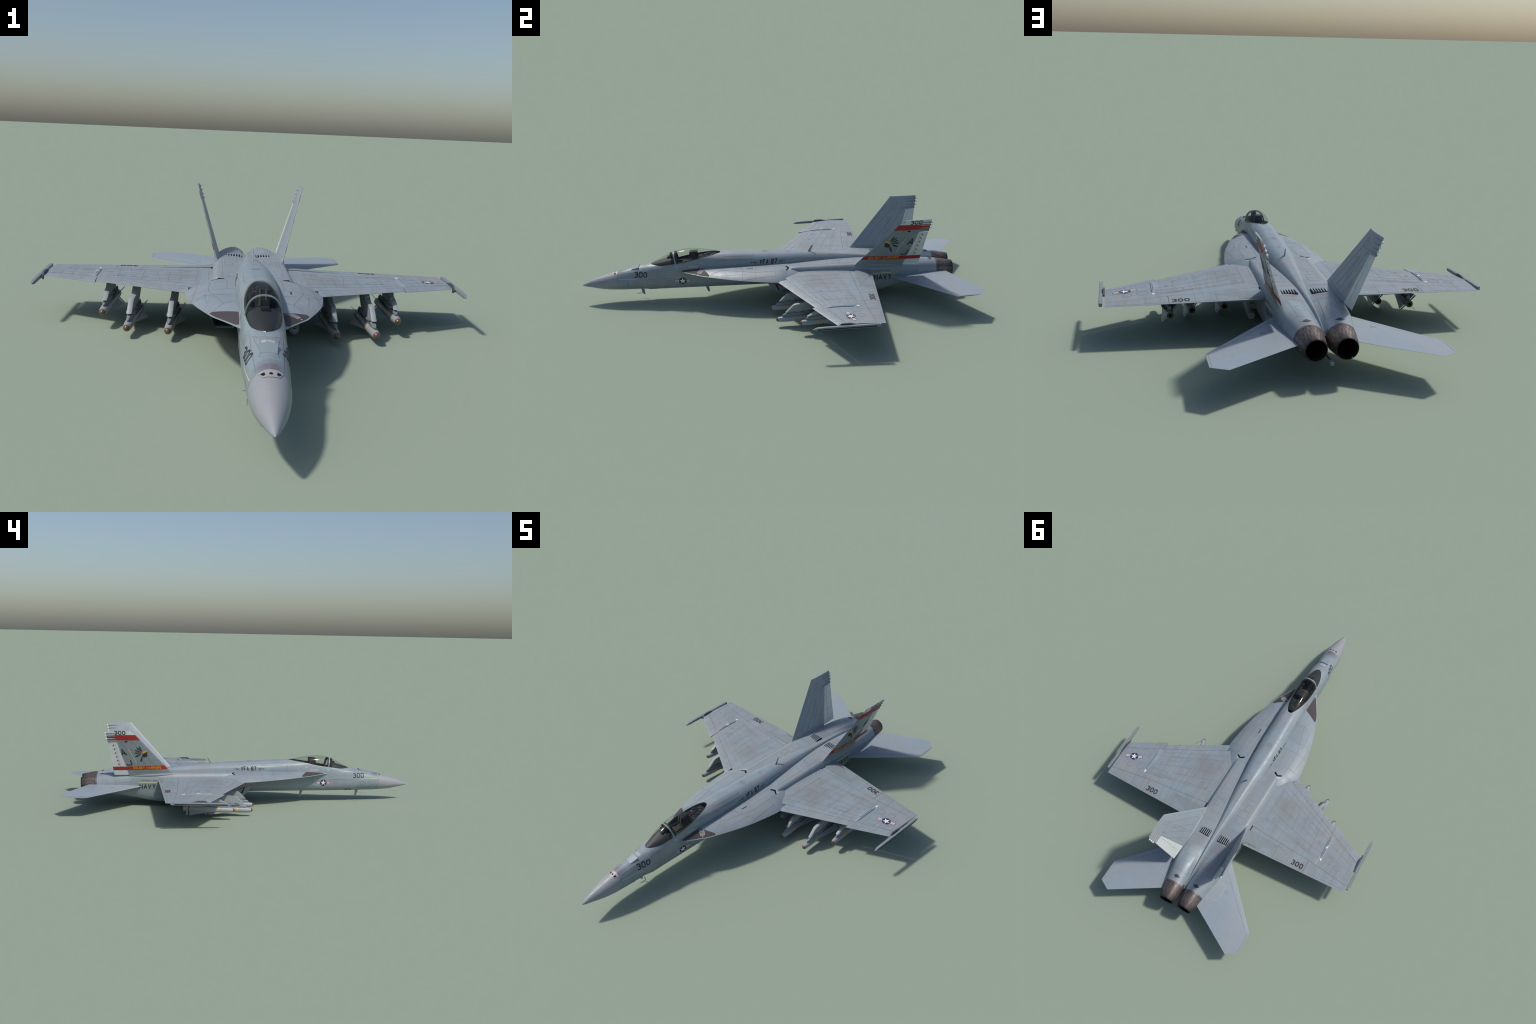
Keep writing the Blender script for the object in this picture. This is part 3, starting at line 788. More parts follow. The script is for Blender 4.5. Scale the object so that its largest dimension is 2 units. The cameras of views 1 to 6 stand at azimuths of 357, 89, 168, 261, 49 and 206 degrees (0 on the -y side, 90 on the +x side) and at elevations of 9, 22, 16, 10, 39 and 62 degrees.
# ----------------------------------------------------------------------------
# small fittings
# ----------------------------------------------------------------------------
def blade(pts, hw, name, mat=M_top, axis=0):
    v, f = prism(pts, axis, -hw, hw); return obj(name, v, f, mat, smooth=0, bevel=hw * .6)
blade([(.172, .222), (.186, .222), (.2000, .2565), (.1945, .2575)], .0013, "dorsal_antenna", M_fin)
blade([(-.702, .064), (-.684, .064), (-.680, .0250), (-.690, .0262)], .0016, "belly_antenna", M_fin)
blade([(-.366, .062), (-.348, .062), (-.342, .0235), (-.352, .0240)], .0016, "belly_antenna", M_fin)
for sx in (1, -1):
    obj("air_data_probe", *tube([(sx * .034, -.688, .066), (sx * .041, -.690, .052), (sx * .041, -.696, .050), (sx * .041, -.718, .050)], [.002, .0016, .0016, .0008], 8), M_fin, smooth=50)
    obj("angle_probe", *tube([(sx * .046, -.760, .098), (sx * .053, -.758, .097), (sx * .055, -.752, .0965)], [.0018, .0014, .0007], 8), M_fin, smooth=50)
hook = obj("arresting_hook", *tube([(0, .700, .066), (0, .80, .074), (0, .890, .080)], [.003, .003, .0026], 10), plain("hook_banded", srgb(70, 70, 72), .5), smooth=50)
obj("hook_shoe", *merge(box(0, .905, .0800, .013, .020, .008), box(0, .912, .0745, .011, .008, .006)), M_launch, hook, smooth=0, bevel=.0015)
# raised identification antenna plate ahead of the windscreen
v = [(-.0195, -.738, .170), (.0195, -.738, .170), (.0235, -.699, .170), (-.0235, -.699, .170), (-.0185, -.737, .1742), (.0185, -.737, .1742), (.0225, -.699, .1855), (-.0225, -.699, .1855), (0, -.738, .170), (0, -.737, .1770), (0, -.699, .1890), (0, -.699, .170)]
f = [(4, 9, 10, 7), (9, 5, 6, 10), (0, 8, 9, 4), (8, 1, 5, 9), (1, 2, 6, 5), (2, 11, 10, 6), (11, 3, 7, 10), (3, 0, 4, 7)]
obj("antenna_plate", v, f, plain("plate_green_grey", srgb(131, 145, 150), .45, wear=.1), smooth=30)
# gill vents on the upper deck
for sx in (1, -1):
    xs = np.linspace(.0300, .0790, 6)
    fr = obj("deck_vent", *box(sx * .0545, .522, .1845, .057, .036, .0050), M_hole, smooth=0)
    for x in xs:
        prof = [(.490, .186), (.500, .1900), (.538, .1905), (.541, .184), (.50, .182)]
        v, f = prism(prof, 0, sx * x - .0019, sx * x + .0019)
        obj("vent_blade", v, f, M_stab, fr, smooth=0, bevel=.0008)

# ----------------------------------------------------------------------------
# surface markings and panel joints: thin raised skins laid onto the hull
# ----------------------------------------------------------------------------
bpy.context.view_layer.update()
def bvh_of(obs):
    V, F = [], []
    for o in obs:
        n = len(V); V += [o.matrix_world @ q.co for q in o.data.vertices]
        F += [[n + i for i in p.vertices] for p in o.data.polygons]
    return BVHTree.FromPolygons(V, F)
hull = [fus, radome, body] + LEX + INT + [p for w in WINGS for p in w]
B_hull = bvh_of(hull)
B_stab = bvh_of(STABS)
B_fin = bvh_of([o for o in bpy.data.objects if o.type == 'MESH' and o.name.split('.')[0] in ("fin", "rudder", "fin_root_fairing")])

class Skin:
    """Collects flat shapes in a plane (O + u U + v V), then drops them along -N onto a surface."""
    def __init__(s, O, U, V, bvh, eps=.0004, grid=.012, reach=.5):
        s.O, s.U, s.V = Vector(O), Vector(U).normalized(), Vector(V).normalized()
        s.N = s.U.cross(s.V).normalized(); s.bvh, s.eps, s.grid, s.reach = bvh, eps, grid, reach
        s.faces = []
    def poly(s, pts): s.faces.append([tuple(p) for p in pts]); return s
    def line(s, pts, w=.0011, closed=False):
        pts = [np.array(p, float) for p in pts]
        if closed: pts = pts + [pts[0]]
        n = len(pts); offs = []
        for i in range(n):
            prv = pts[i] - pts[i - 1] if i else (pts[i] - pts[-2] if closed else pts[1] - pts[0])
            nxt = pts[i + 1] - pts[i] if i < n - 1 else (pts[1] - pts[0] if closed else pts[-1] - pts[-2])
            prv = prv / np.linalg.norm(prv); nxt = nxt / np.linalg.norm(nxt)
            t = prv + nxt; t = t / max(1e-6, np.linalg.norm(t))
            m = np.array([-t[1], t[0]]); k = max(.5, abs(np.dot(m, [-prv[1], prv[0]])))
            offs.append(m * w / 2 / k)
        for i in range(n - 1):
            s.faces.append([tuple(pts[i] - offs[i]), tuple(pts[i + 1] - offs[i + 1]), tuple(pts[i + 1] + offs[i + 1]), tuple(pts[i] + offs[i])])
        return s
    def ring(s, c, rx, ry=None, w=.0011, rot=0, n=28, sq=2.0):
        ry = ry or rx; pts = []
        for k in range(n):
            a = 2 * math.pi * k / n
            x = rx * math.copysign(abs(math.cos(a)) ** (2 / sq), math.cos(a)); y = ry * math.copysign(abs(math.sin(a)) ** (2 / sq), math.sin(a))
            pts.append((c[0] + x * math.cos(rot) - y * math.sin(rot), c[1] + x * math.sin(rot) + y * math.cos(rot)))
        return s.line(pts, w, True)
    def disc(s, c, r, n=28):
        return s.poly([(c[0] + r * math.cos(2 * math.pi * k / n), c[1] + r * math.sin(2 * math.pi * k / n)) for k in range(n)])
    def star(s, c, r, rot=0):
        tip = [(c[0] + r * math.cos(rot + math.pi / 2 + k * .4 * math.pi), c[1] + r * math.sin(rot + math.pi / 2 + k * .4 * math.pi)) for k in range(5)]
        inn = [(c[0] + r * .382 * math.cos(rot + math.pi * .7 + k * .4 * math.pi), c[1] + r * .382 * math.sin(rot + math.pi * .7 + k * .4 * math.pi)) for k in range(5)]
        for k in range(5): s.poly([c, inn[k - 1], tip[k], inn[k]])
        return s
    def rect(s, c, w, h, rot=0):
        pts = []
        for a, b in ((-1, -1), (1, -1), (1, 1), (-1, 1)):
            x, y = a * w / 2, b * h / 2
            pts.append((c[0] + x * math.cos(rot) - y * math.sin(rot), c[1] + x * math.sin(rot) + y * math.cos(rot)))
        return s.poly(pts)
    def text(s, t, c, w, h, sw, gap=.35, slant=0):
        wide = {'W': 1.55, 'I': .45, '-': .6, ' ': .6}
        unit = w / (sum(wide.get(ch, 1) for ch in t) + gap * (len(t) - 1)); x = c[0] - w / 2
        for ch in t:
            gw = unit * wide.get(ch, 1)
            for st in GLYPH.get(ch, []):
                s.line([(x + sw / 2 + p * (gw - sw) + slant * (q - .5) * h, c[1] - h / 2 + sw / 2 + q * (h - sw)) for p, q in st], sw)
            x += gw + unit * gap
        return s
    def build(s, name, mat, parent=None, stuff=True):
        bm = bmesh.new()
        for fc in s.faces:
            try: bm.faces.new([bm.verts.new((u, v, 0)) for u, v in fc])
            except ValueError: pass
        if s.grid:
            us = [v.co.x for v in bm.verts]; vs = [v.co.y for v in bm.verts]
            for ax, lo, hi in ((0, min(us), max(us)), (1, min(vs), max(vs))):
                g = math.floor(lo / s.grid) * s.grid + s.grid
                while g < hi:
                    co = [0, 0, 0]; no = [0, 0, 0]; co[ax] = g; no[ax] = 1
                    bmesh.ops.bisect_plane(bm, geom=bm.verts[:] + bm.edges[:] + bm.faces[:], plane_co=co, plane_no=no, dist=1e-6)
                    g += s.grid
        dead = []
        for v in bm.verts:
            w = s.O + s.U * v.co.x + s.V * v.co.y
            hit, nor, idx, d = s.bvh.ray_cast(w + s.N * s.reach, -s.N, s.reach * 2)
            if hit is None: dead.append(v); continue
            if nor.dot(s.N) < 0: nor = -nor
            v.co = hit + nor * s.eps * .3 + s.N * s.eps * .7
        bmesh.ops.delete(bm, geom=dead, context='VERTS')
        for f in bm.faces:
            f.normal_update()
            if f.normal.dot(s.N) < 0: f.normal_flip()
        me = bpy.data.meshes.new(name); bm.to_mesh(me); bm.free()
        return add(name, me, mat, parent, smooth=40, stuff=stuff)

_o = [[(.25, 0), (.75, 0), (1, .18), (1, .82), (.75, 1), (.25, 1), (0, .82), (0, .18), (.25, 0), (.5, 0)]]
GLYPH = {
    '0': _o, 'O': _o,
    '3': [[(0, .86), (.22, 1), (.75, 1), (1, .84), (1, .68), (.78, .53), (.38, .53)], [(.78, .53), (1, .38), (1, .16), (.75, 0), (.22, 0), (0, .14)]],
    '8': [[(.25, .52), (.75, .52), (1, .66), (1, .88), (.75, 1), (.25, 1), (0, .88), (0, .66), (.25, .52), (.5, .52)], [(.25, .52), (0, .36), (0, .14), (.25, 0), (.75, 0), (1, .14), (1, .36), (.75, .52)]],
    '7': [[(0, 1), (1, 1), (.95, .8), (.4, 0)]], '-': [[(.15, .48), (.85, .48)]],
    'V': [[(0, 1), (.5, 0), (1, 1)]], 'F': [[(0, 0), (0, 1), (1, 1)], [(0, .52), (.8, .52)]],
    'A': [[(0, 0), (.5, 1), (1, 0)], [(.2, .32), (.8, .32)]], 'N': [[(0, 0), (0, 1), (1, 0), (1, 1)]],
    'Y': [[(0, 1), (.5, .48), (1, 1)], [(.5, .48), (.5, 0)]], 'J': [[(1, 1), (1, .18), (.75, 0), (.25, 0), (0, .18)]],
    'G': [[(1, .82), (.75, 1), (.25, 1), (0, .82), (0, .18), (.25, 0), (.75, 0), (1, .18), (1, .46), (.6, .46)]],
    'L': [[(0, 1), (0, 0), (1, 0)]], 'D': [[(0, 0), (0, 1), (.7, 1), (1, .8), (1, .2), (.7, 0), (0, 0), (0, .1)]],
    'E': [[(1, 0), (0, 0), (0, 1), (1, 1)], [(0, .52), (.8, .52)]], 'W': [[(0, 1), (.22, 0), (.5, .72), (.78, 0), (1, 1)]],
    'R': [[(0, 0), (0, 1), (.75, 1), (1, .84), (1, .64), (.75, .48), (0, .48)], [(.5, .48), (1, 0)]], 'I': [[(.5, 0), (.5, 1)]],
    'S': [[(1, .86), (.75, 1), (.25, 1), (0, .84), (0, .66), (.25, .52), (.75, .48), (1, .34), (1, .16), (.75, 0), (.25, 0), (0, .14)]],
    'U': [[(0, 1), (0, .18), (.25, 0), (.75, 0), (1, .18), (1, 1)]], 'H': [[(0, 0), (0, 1)], [(1, 0), (1, 1)], [(0, .5), (1, .5)]],
    'B': [[(0, 0), (0, 1), (.75, 1), (1, .84), (1, .66), (.75, .52), (0, .52)], [(.75, .52), (1, .36), (1, .16), (.75, 0), (0, 0)]],
}

class TopSkin(Skin):
    def __init__(s, sx, bvh, eps, grid):
        Skin.__init__(s, (0, 0, .0), (1, 0, 0), (0, 1, 0), bvh, eps, grid); s.sx = sx
    def poly(s, pts): return Skin.poly(s, [(s.sx * p[0], p[1]) for p in pts])
    def line(s, pts, w=.0011, closed=False): return Skin.line(s, [(s.sx * p[0], p[1]) for p in pts], w, closed)

def side_skin(sx, bvh=None, eps=.0004, grid=.008):
    """Plane seen from abeam; u runs in reading direction, v is height."""
    return Skin((0, 0, 0), (0, sx, 0), (0, 0, 1), bvh or B_hull, eps, grid)

# --- panel joints seen from above
for sx in (1, -1):
    wing = WINGS[0 if sx > 0 else 1][0]
    T = TopSkin(sx, B_hull, .00035, .03)
    for pts in ([(.500, .221), (.361, .159), (.262, .120), (.175, .079)], [(.679, .288), (.597, .257), (.540, .231), (.53, .226)],
                [(.674, .320), (.578, .282), (.530, .268)], [(.505, .249), (.390, .203), (.291, .163), (.171, .112)],
                [(.500, .303), (.376, .258), (.254, .224), (.168, .204)], [(.410, .314), (.264, .272), (.140, .236)],
                [(.474, .367), (.366, .344), (.177, .313)], [(.505, .358), (.364, .334), (.173, .300)], [(.680, .350), (.598, .338), (.535, .318)],
                [(.688, .452), (.463, .459), (.234, .469), (.14, .472)], [(.4702, .375), (.4702, .455)], [(.376, .390), (.376, .465)],
                [(.272, .125), (.273, .276)], [(.299, .144), (.319, .293)], [(.182, .113), (.181, .313)], [(.235, .10), (.231, .225)],
                [(.360, .160), (.362, .330)], [(.44, .195), (.448, .350)], [(.598, .241), (.598, .338)], [(.640, .262), (.642, .350)],
                [(.247, .031), (.226, .044), (.212, .034)], [(.238, .070), (.212, .061), (.206, .055)], [(.560, .195), (.560, .225)],
                [(.142, .12), (.142, .30)], [(.30, .39), (.30, .466)], [(.22, .38), (.22, .468)], [(.55, .41), (.55, .455)], [(.62, .42), (.62, .453)],
                [(.165, .312), (.145, .312), (.140, .36)]):
        T.line(pts, .0010)
    T.line([(.508, .331), (.410, .314), (.409, .352), (.502, .366)], .0013, True)
    T.line([(.28, .318), (.175, .302)], .0010); T.line([(.400, .346), (.375, .340), (.378, .326)], .0010)
    T.ring((.415, .2275), .0335, .0125, .0013, .46, 30, 3.0)
    for c, r in (((.614, .3655), .0175), ((.559, .350), .0205), ((.2155, .291), .0115), ((.4715, .282), .0065), ((.350, .207), .0065)):
        T.ring(c, r, r * .82, .0013, .3)
    T.build("panel_joint", M_line, wing)
    T = TopSkin(sx, B_hull, .00030, .03)
    # slat ribs
    for k in range(16):
        x = .225 + k * .0178; le = wing_y(x)[0]
        T.line([(x, le + .008), (x + .004, slat_line(x) - .006)], .0006)
    T.build("panel_joint", plain("faint_joint", srgb(130, 136, 142), .6) if sx > 0 else bpy.data.materials["faint_joint"], wing)

    T = TopSkin(sx, B_hull, .00035, .012)
    for pts in ([(.176, -.168), (.115, -.162), (.070, -.180)], [(.096, -.272), (.122, -.174), (.140, -.105), (.139, -.036), (.136, .045)],
                [(.200, -.099), (.141, -.102), (.060, -.098)], [(.125, -.330), (.096, -.272), (.07, -.255)], [(.139, .0), (.20, .0)],
                [(.186, -.17), (.178, -.06), (.176, .0)], [(.085, -.10), (.085, .048)], [(.14, -.25), (.150, -.16)],
                [(.06, .085), (.125, .085)], [(.098, .09), (.098, .28), (.100, .40)], [(.05, .262), (.093, .262)],
                [(.085, .289), (.064, .291), (.061, .329), (.089, .329), (.085, .289)], [(.090, .329), (.048, .332), (.047, .408), (.090, .405), (.090, .329)],
                [(.048, .37), (.09, .37)], [(.03, .455), (.106, .455)], [(.095, .603), (.03, .595), (.012, .598)], [(.086, .605), (.080, .66), (.076, .757)],
                [(.071, .669), (.040, .666), (.036, .702), (.067, .704), (.071, .669)], [(.104, .757), (.085, .759), (.054, .760), (.02, .762)],
                [(.03, .60), (.026, .66), (.016, .76)], [(.036, .555), (.095, .56)], [(.105, .725), (.09, .722)],
                [(.0, -.262), (.030, -.262), (.044, -.262)], [(.0, -.105), (.030, -.105), (.0415, -.107)], [(.0, .140), (.020, .141), (.038, .141)],
                [(0, .31), (.016, .31), (.024, .31)], [(0, .43), (.010, .43), (.016, .43)], [(.040, -.25), (.0405, -.108)],
                [(.0, -.664), (.020, -.660), (.034, -.645)], [(.021, -.750), (0, -.752)], [(.021, -.750), (.022, -.736)], [(.0, -.808), (.016, -.808), (.016, -.788), (0, -.787)],
                [(.016, -.690), (.017, -.672), (0, -.672)], [(.030, -.80), (.036, -.70), (.038, -.62)], [(.024, -.69), (.030, -.655)],
                [(.0, -.770), (.034, -.768)]):
        T.line(pts, .0011)
    T.ring((0, -.047), .0125, .0125, .0010); T.ring((0, -.047), .0045, .0045, .0010); T.ring((0, .072), .0065, .0065, .0010)
    T.build("panel_joint", M_line, fus)
    # dark walkway / antenna panels on the extension
    T = TopSkin(sx, B_hull, .0005, .010)
    edge = [(P(LEX_X, y) - .0035 - .001, y) for y in np.linspace(-.470, -.336, 8)]
    T.poly([(.0580, -.476)] + edge + [(.1255, -.3325), (.092, -.352), (.0570, -.370), (.0570, -.43)])
    T.build("antenna_panel", M_dark, LEX[0 if sx > 0 else 1])
    T = TopSkin(sx, B_hull, .0006, .010)
    if sx > 0:
        T.poly([(.103, -.143), (.0975, -.142), (.0985, -.111), (.1045, -.111)]); T.build("cooling_vent", M_dark, LEX[0])
    T = TopSkin(sx, B_hull, .0007, .010)
    T.poly([(.146, -.154), (.1520, -.154), (.1515, -.147), (.1475, -.147)]); T.build("position_light", M_redring if sx > 0 else M_teal, LEX[0 if sx > 0 else 1])
    # chevron bleed slot ahead of each shoulder
    T = TopSkin(sx, B_hull, .0006, .004)
    T.poly([(.133, .051), (.112, .062), (.112, .072), (.1335, .058)]); T.poly([(.112, .062), (.093, .050), (.091, .060), (.112, .072)])
    T.build("bleed_slot", M_hole, body)
    T = TopSkin(sx, B_hull, .0005, .004)
    T.poly([(.112, .072), (.133, .0585), (.134, .072), (.126, .080), (.112, .083)]); T.build("painted_sunlit_crescent", M_lip, body)  # lighter skin paints sunlight on the shoulder's rounded front
    T = TopSkin(sx, B_hull, .0006, .006)
    T.poly([(.056, .783), (.072, .7915), (.056, .803), (.038, .7915)]); T.build("exhaust_marking", M_dark, body)
    # pale stencil dashes
    T = TopSkin(sx, B_hull, .0006, 0)
    for k in range(46):
        x = random.uniform(.16, .67); le, te = wing_y(x); y = random.choice([le + .012, slat_line(x) + .012, flap_line(x) + .014, te - .012, random.uniform(le + .08, te - .1)])
        T.rect((x, y), random.uniform(.006, .013), .0011, random.uniform(-.2, .35))
    T.build("stencil_dash", M_stencil, wing)
    # tailplane joints
    T = TopSkin(sx, B_stab, .0004, .03)
    T.line([(.375, .858), (.382, .87), (.382, .968)], .001); T.ring((.187, .735), .0085, .0075, .0011)
    T.line([(.13, .625), (.36, .852)], .0008)
    T.build("panel_joint", M_line, STABS[0 if sx > 0 else 1])
    T = TopSkin(sx, B_stab, .0005, .03)
    T.line([(.118, .700), (.170, .700), (.172, .792), (.115, .800)], .0011)
    for k in range(5): T.line([(.125, .712 + k * .017), (.158, .712 + k * .017)], .0006)
    T.build("stencil_dash", M_stencil, STABS[0 if sx > 0 else 1])
    # wing number, readable from astern
    S = Skin((0, 0, 0), (-1, 0, 0), (0, -1, 0), B_hull, .0006, .02)
    S.text("300", (-sx * .4285, -.4420), .0640, .0275, .0054, .18); S.build("number_marking", M_black, wing, False)

# --- roundels
def roundel(mk, c, r, rot, parent, name="roundel"):
    ca, sa = math.cos(rot), math.sin(rot)
    def at(u, v): return (c[0] + u * ca - v * sa, c[1] + u * sa + v * ca)
    def quad(S, u0, u1, v0, v1): S.poly([at(u0, v0), at(u1, v0), at(u1, v1), at(u0, v1)])
    L = 2.05 * r; h = .26 * r; b = .085 * r
    S = mk(.0005); S.disc(c, r)
    for q in (1, -1): quad(S, *sorted((q * .9 * r, q * (L + b))), -h - b, h + b)
    S.build(name, M_navy, parent, False)
    S = mk(.0008)
    for q in (1, -1): quad(S, *sorted((q * 1.02 * r, q * L)), -h, h)
    S.star(c, r * .93, rot); S.build(name, M_wmark, parent, False)
    S = mk(.0010)
    for q in (1, -1): quad(S, *sorted((q * 1.02 * r, q * L)), -h * .36, h * .36)
    S.build(name, plain("faded_red", srgb(200, 110, 100), .55) if "faded_red" not in bpy.data.materials else bpy.data.materials["faded_red"], parent, False)
roundel(lambda e: Skin((0, 0, 0), (-1, 0, 0), (0, -1, 0), B_hull, e, .02), (-.6205, -.3175), .0212, math.radians(18), WINGS[0][0])
roundel(lambda e: Skin((0, 0, 0), (1, 0, 0), (0, -1, 0), B_hull, e, .02), (-.6205, -.3175), .0212, math.radians(-18), WINGS[1][0])
for sx in (1, -1):
    roundel(lambda e: side_skin(sx, None, e, .006), (sx * -.475, .1135), .0192, 0, fus)
    S = side_skin(sx, None, .0006); S.text("300", (sx * -.6880, .1530), .0680, .0275, .0050, .20, .10 if sx > 0 else 0); S.build("number_marking", M_black, fus, False)
    S = side_skin(sx, None, .0005); S.rect((sx * -.755, .1325), .100, .0026); S.build("formation_light_strip", M_strip, fus, False)
    S = side_skin(sx, None, .0003, .008); S.poly([(sx * .400, .0995), (sx * .6318, .0995), (sx * .6318, .1680), (sx * .400, .1700)]); S.build("side_panel_paint", M_fin, body, False)
    S = side_skin(sx, None, .0006, .01); S.text("NAVY", (sx * .5420, .1160), .0910, .0295, .0061, .14); S.build("service_marking", M_black, body, False)
    S = side_skin(sx, None, .0005, .01); S.rect((sx * .539, .1385), .102, .0030); S.build("formation_light_strip", M_strip, body, False)
    S = side_skin(sx, None, .0005, .01); S.text("USS GEORGE H W BUSH", (sx * .5340, .1500), .0880, .0048, .0009, .3); S.build("ship_name_marking", M_black, body, False)
    # squadron code on the spine between two arrows
    S = side_skin(sx, None, .0006, .006); zc = .1985
    S.text("VFA-87", (sx * -.0330, zc + .002), .0890, .0245, .0048, .14, .14 if sx > 0 else 0)
    for y0, y1, head in ((-.083, -.1225, True), (.0530, .0140, False)):
        d = 1 if y1 > y0 else -1
        fr, rr_ = (y1, y0)
        S.line([(sx * rr_, zc), (sx * (fr if head else (y0 + y1) / 2 - .019), zc)], .0018)
        m = fr + .012 if head else fr + .010
        for q in (1, -1):
            S.poly([(sx * m, zc), (sx * (m + .012), zc + q * .0055), (sx * (m + .018), zc + q * .0085), (sx * (m + .016), zc + q * .0055), (sx * (m + .008), zc + q * .0020)])
        if head: S.poly([(sx * (fr - .006), zc), (sx * (fr + .006), zc + .0030), (sx * (fr + .006), zc - .0030)])
    S.build("squadron_marking", M_black, fus, False)
    # side joints
    S = side_skin(sx, None, .00035, .008)
    for pts in ([(-.810, .148), (-.8105, .11), (-.810, .066)], [(-.600, .186), (-.600, .12), (-.600, .066)], [(-.600, .131), (-.515, .131)], [(-.515, .131), (-.505, .10), (-.505, .064)],
                [(-.80, .082), (-.60, .081), (-.40, .079), (-.08, .078)], [(-.655, .095), (-.612, .095), (-.612, .128), (-.655, .128), (-.655, .095)],
                [(-.78, .100), (-.755, .100), (-.752, .118), (-.778, .118), (-.78, .100)], [(-.735, .105), (-.715, .118), (-.698, .105), (-.715, .092), (-.735, .105)],
                [(-.41, .155), (-.41, .062)], [(-.20, .145), (-.20, .062)], [(-.18, .145), (-.18, .064)], [(-.44, .082), (-.40, .102), (-.40, .15)],
                [(-.56, .110), (-.535, .110), (-.535, .12), (-.56, .12)], [(-.345, .20), (-.345, .185)],
                [(.48, .099), (.60, .099), (.74, .102)], [(.632, .168), (.632, .09)], [(.720, .160), (.716, .10)], [(.762, .150), (.762, .12)], [(.632, .14), (.72, .138)], [(.56, .097), (.52, .050)],
                [(.45, .04), (.45, .12)], [(-.26, .222), (-.255, .185)], [(-.107, .215), (-.105, .188)], [(-.30, .213), (-.18, .216), (-.107, .2165)]):
        S.line([(sx * a, b) for a, b in pts], .0011)
    S.build("panel_joint", M_line, fus)
    S = side_skin(sx, None, .0005, .008)
    for (a, b, w, h) in ((-.418, .187, .046, .014), (-.375, .205, .020, .008), (-.66, .118, .008, .003)): S.rect((sx * a, b), w, h)
    S.poly([(sx * -.513, .194), (sx * -.493, .194), (sx * -.503, .178)])
    S.build("rescue_stencil", plain("faint_stencil", srgb(158, 168, 174), .55) if sx > 0 else bpy.data.materials["faint_stencil"], fus, False)
    S = side_skin(sx, None, .0006, .008); S.rect((sx * -.640, .0705), .018, .005); S.rect((sx * -.617, .0705), .018, .005); S.build("cooling_vent", M_gap, fus, False)
    # warning stripes beside the intake lip
    S = side_skin(sx, B_hull, .0006, .008)
    S.poly([(sx * -.046, .1215), (sx * .035, .0985), (sx * .035, .0925), (sx * -.040, .1155)]); S.build("intake_warning", M_red, INT[0 if sx > 0 else 1], False)
    S = side_skin(sx, B_hull, .0008, .008)
    S.poly([(sx * -.040, .1190), (sx * -.006, .1095), (sx * -.006, .1055), (sx * -.036, .1140)]); S.build("intake_warning", M_orange, INT[0 if sx > 0 else 1], False)
    S = side_skin(sx, B_hull, .0006, .008)
    S.poly([(sx * -.003, .1035), (sx * .004, .1015), (sx * .020, .072), (sx * .012, .072)]); S.build("intake_slot", M_hole, INT[0 if sx > 0 else 1], False)
    S = side_skin(sx, B_hull, .0006, .008); S.rect((sx * .05, .064), .040, .0055); S.build("intake_warning", M_brown, INT[0 if sx > 0 else 1], False)

# hatch marks on the port walkway
T = TopSkin(1, B_hull, .0009, .010)
cn = [(.0625, -.378), (.076, -.359), (.104, -.3765), (.0945, -.394)]
T.line(cn, .0011, True)
for k in range(1, 8):
    t = k / 8
    a = np.array(cn[0]) * (1 - t) + np.array(cn[3]) * t; b = np.array(cn[1]) * (1 - min(1, t + .12)) + np.array(cn[2]) * min(1, t + .12)
    T.line([tuple(a), tuple(b)], .0011)
Skin.disc(T, (.1055, -.390), .0022, 10)
T.build("walkway_marking", M_wmark, LEX[0])

# gun muzzle plate
T = TopSkin(1, B_hull, .0012, .006)
T.poly([(-.028, -.812), (-.017, -.835), (0, -.838), (.018, -.835), (.028, -.811), (.014, -.8095), (0, -.8085), (-.014, -.8095)])
gun = T.build("gun_muzzle_plate", M_liteplate, radome, False)
T = TopSkin(1, B_hull, .0016, .004)
T.disc((0, -.8255), .0040, 18)
T.poly([(-.0225, -.820), (-.0135, -.8185), (-.0118, -.829), (-.0165, -.8305)]); T.poly([(.0225, -.820), (.0135, -.8185), (.0118, -.829), (.0165, -.8305)])
T.build("gun_muzzle", M_hole, gun, False)
T = TopSkin(1, B_hull, .0006, .01)
T.rect((-.009, -.683), .012, .014); T.rect((.008, -.683), .018, .014); T.build("radome_access_panel", M_lip, fus, False)

